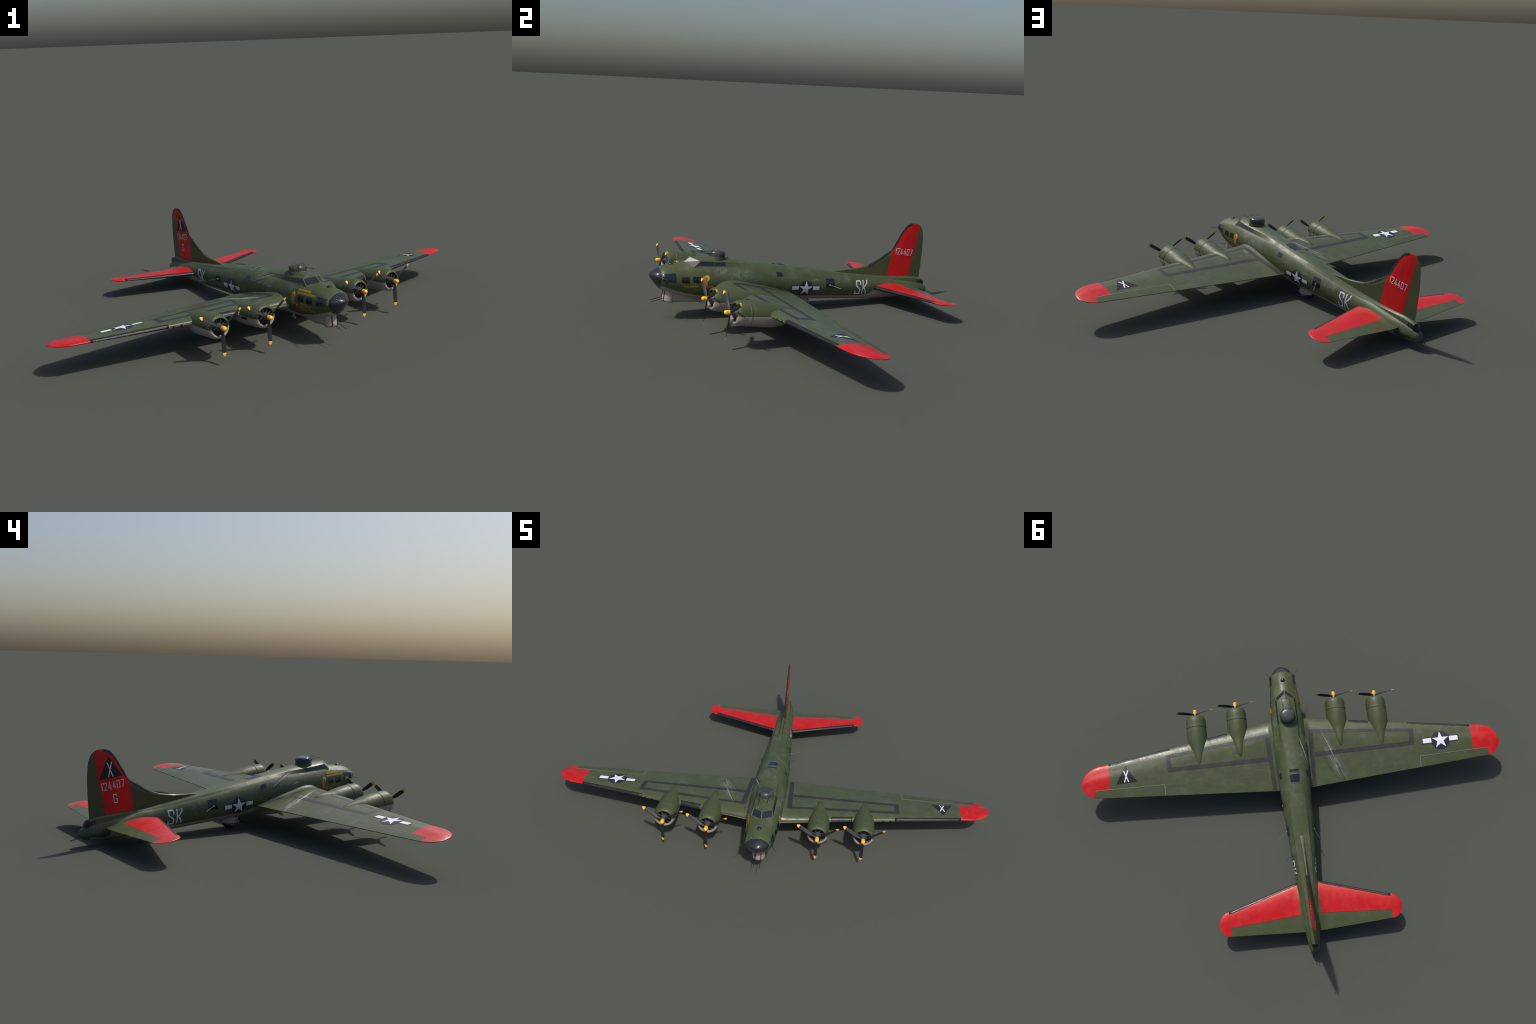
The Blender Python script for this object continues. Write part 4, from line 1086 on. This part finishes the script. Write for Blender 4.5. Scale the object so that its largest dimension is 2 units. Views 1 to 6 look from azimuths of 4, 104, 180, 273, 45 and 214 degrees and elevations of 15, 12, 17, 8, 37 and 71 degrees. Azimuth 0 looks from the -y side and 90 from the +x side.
def build_engine_meshes():
    M = {}
    def mk(key, V, Fc, mats, ang=45, mi=None):
        me = bpy.data.meshes.new(key); me.from_pydata([tuple(v) for v in V], [], Fc); fix_normals(me)
        for m in (mats if isinstance(mats, list) else [mats]): me.materials.append(m)
        me.polygons.foreach_set("use_smooth", [True]*len(me.polygons)); me.set_sharp_from_angle(angle=math.radians(ang))
        if mi: me.polygons.foreach_set("material_index", mi)
        M[key] = me
    # cowling with rolled lip and inner wall
    inner = []
    for s, r in [(0.075, 0.0460), (0.045, 0.0450), (0.030, 0.0435), (0.0235, 0.0432), (0.0205, 0.0445)]:
        inner.append([-AX*s + Vector((0, 1, 0))*(r*math.cos(2*math.pi*k/72)) + UPV*(r*math.sin(2*math.pi*k/72)) for k in range(72)])
    outer = [nac_ring(s) for s in [0.0200, 0.0207, 0.0215, 0.0235, 0.026, 0.030, 0.034, 0.039, 0.045, 0.052, 0.060, 0.070, 0.0795, 0.0800]]
    V, Fc = loft(inner + outer, True); mk("cowling", V, Fc, M_NAC)
    # raised gill band, then the nacelle body
    band = [nac_ring(0.0790, -0.0015), nac_ring(0.0800, 0.0002), nac_ring(0.0815, 0.0006), nac_ring(0.0855, 0.0007), nac_ring(0.0900, 0.0006), nac_ring(0.0915, 0.0000), nac_ring(0.0925, -0.0015)]
    V, Fc = loft(band, True); mk("cowl_gill_band", V, Fc, M_NAC)
    body = [nac_ring(s, -0.0008 if s < 0.1 else 0) for s in list(np.linspace(0.078, 0.17, 12)) + list(np.linspace(0.178, 0.395, 34))]
    V, Fc = loft(body, True, True, True); mk("engine_nacelle", V, Fc, M_NAC)
    body = [nac_ring(s, -0.0008 if s < 0.1 else 0, inner=True) for s in list(np.linspace(0.078, 0.17, 12)) + list(np.linspace(0.178, 0.395, 34))]
    V, Fc = loft(body, True, True, True); mk("inner_engine_nacelle", V, Fc, M_NAC)
    # radial engine: back plate, crankcase and nine finned cylinders
    V, Fc = revolve([(-0.048, 0.0452), (-0.046, 0.0)], 40, AX, UPV); mk("engine_back_plate", V, Fc, M_ENG)
    V, Fc = revolve([(-0.058, 0.024), (-0.042, 0.0235), (-0.030, 0.019), (-0.020, 0.0145), (-0.008, 0.0115), (-0.004, 0.0112)], 36, AX, UPV); mk("crankcase", V, Fc, M_CRANK)
    parts = []
    for k in range(9):
        a = 2*math.pi*k/9 + 0.17; d = Vector((0, 1, 0))*math.cos(a) + UPV*math.sin(a)
        prof = []
        for j in range(9): prof += [(0.020 + j*0.0025, 0.0072), (0.0212 + j*0.0025, 0.0072), (0.0213 + j*0.0025, 0.0060), (0.0224 + j*0.0025, 0.0060)]
        parts.append(revolve(prof, 14, d, AX, -AX*0.0375, True, True))
    V, Fc = join(parts); mk("engine_cylinder_bank", V, Fc, M_ENG)
    parts = []
    for k in range(9):
        a = 2*math.pi*(k + 0.5)/9 + 0.17; d = Vector((0, 1, 0))*math.cos(a) + UPV*math.sin(a)
        parts.append(rod(-AX*0.028 + d*0.018, -AX*0.030 + d*0.041, 0.0013, seg=6))
    V, Fc = join(parts); mk("push_rod", V, Fc, M_CRANK)
    # hub and spinner
    V, Fc = revolve([(-0.006, 0.0110), (-0.0055, 0.0118), (0.0045, 0.0118), (0.0050, 0.0108)], 32, AX, UPV, cap0=True, cap1=True); mk("propeller_hub", V, Fc, M_STEEL)
    V, Fc = revolve([(0.0035, 0.0112), (0.0195, 0.0112)] + [(0.0195 + 0.0108*math.sin(t), 0.0112*math.cos(t)) for t in np.linspace(0.1, math.pi/2, 9)], 32, AX, UPV, cap0=True); mk("spinner", V, Fc, M_YEL, 60)
    # blade along +UPV; rotated copies share it
    rows = []; rr = [0.004, 0.012, 0.020, 0.030, 0.042, 0.056, 0.072, 0.088, 0.104, 0.1185, 0.1190, 0.126, 0.131, 0.1342, 0.1358]
    ch = pchip([0.0, 0.012, 0.022, 0.04, 0.065, 0.09, 0.118, 0.128, 0.133, 0.1358], [0.0085, 0.0090, 0.0120, 0.0178, 0.0215, 0.0212, 0.0190, 0.0152, 0.0095, 0.0030])
    th = pchip([0.0, 0.012, 0.03, 0.07, 0.12, 0.1358], [0.0085, 0.0080, 0.0050, 0.0030, 0.0018, 0.0010])
    tw = pchip([0.0, 0.02, 0.07, 0.1358], [52, 48, 32, 21])
    for r in rr:
        t = math.radians(tw(r)); row = []
        for k in range(16):
            a = 2*math.pi*k/16; u = math.cos(a)*ch(r)/2; w = math.sin(a)*th(r)/2
            y = u*math.cos(t) + w*math.sin(t); x = -u*math.sin(t) + w*math.cos(t)
            row.append(Vector((x, y, r)))
        rows.append(row)
    V, Fc = loft(rows, True, True, True)
    mi = [1 if i // 16 >= 10 else 0 for i in range((len(rows) - 1)*16)] + [0, 1]
    me = bpy.data.meshes.new("propeller_blade"); me.from_pydata([tuple(v) for v in V], [], Fc)
    me.materials.append(M_BLADE); me.materials.append(M_YEL)
    me.polygons.foreach_set("use_smooth", [True]*len(me.polygons)); me.polygons.foreach_set("material_index", mi)
    M["propeller_blade"] = me
    # intake slot on the outboard flank
    return M
EM = build_engine_meshes()
ENGINES = [(0.4645, 0.5545, 0.1866), (0.4865, 0.3052, 0.1866), (0.4865, -0.3052, 0.1866), (0.4645, -0.5545, 0.1866)]
frame = Matrix((AX, Vector((0, 1, 0)), UPV)).transposed().to_4x4()
for loc in ENGINES:
    nac = bpy.data.objects.new("engine_nacelle", EM["inner_engine_nacelle" if abs(loc[1]) < 0.4 else "engine_nacelle"]); COL.objects.link(nac); nac.parent = PLANE; nac.location = loc
    for key in ("cowling", "cowl_gill_band", "engine_back_plate", "crankcase", "engine_cylinder_bank", "push_rod", "propeller_hub", "spinner"):
        ob = bpy.data.objects.new(key, EM[key]); COL.objects.link(ob); ob.parent = nac
    for k, deg in enumerate((178.5, 56.5, -57.5)):
        ob = bpy.data.objects.new("propeller_blade", EM["propeller_blade"]); COL.objects.link(ob); ob.parent = nac
        ob.matrix_local = frame @ Matrix.Rotation(math.radians(deg), 4, 'X')
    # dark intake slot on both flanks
    for s in (1, -1):
        p = []
        for ds, dz in ((0.100, -0.004), (0.148, -0.004), (0.148, -0.015), (0.100, -0.015)):
            r = 0.0612; y = math.sqrt(max(0, r*r - dz*dz)); p.append(-AX*ds + Vector((0, s*(y + 0.0004), 0)) + UPV*dz)
        if abs(loc[1]) < 0.4 and s*loc[1] > 0:
            q = [x - Vector((0, 0.004*s, 0)) for x in p]
            add_mesh("nacelle_intake", p + q, [(0, 1, 2, 3), (0, 1, 5, 4), (1, 2, 6, 5), (2, 3, 7, 6), (3, 0, 4, 7)], M_DARKWIN, nac, smooth_angle=0)
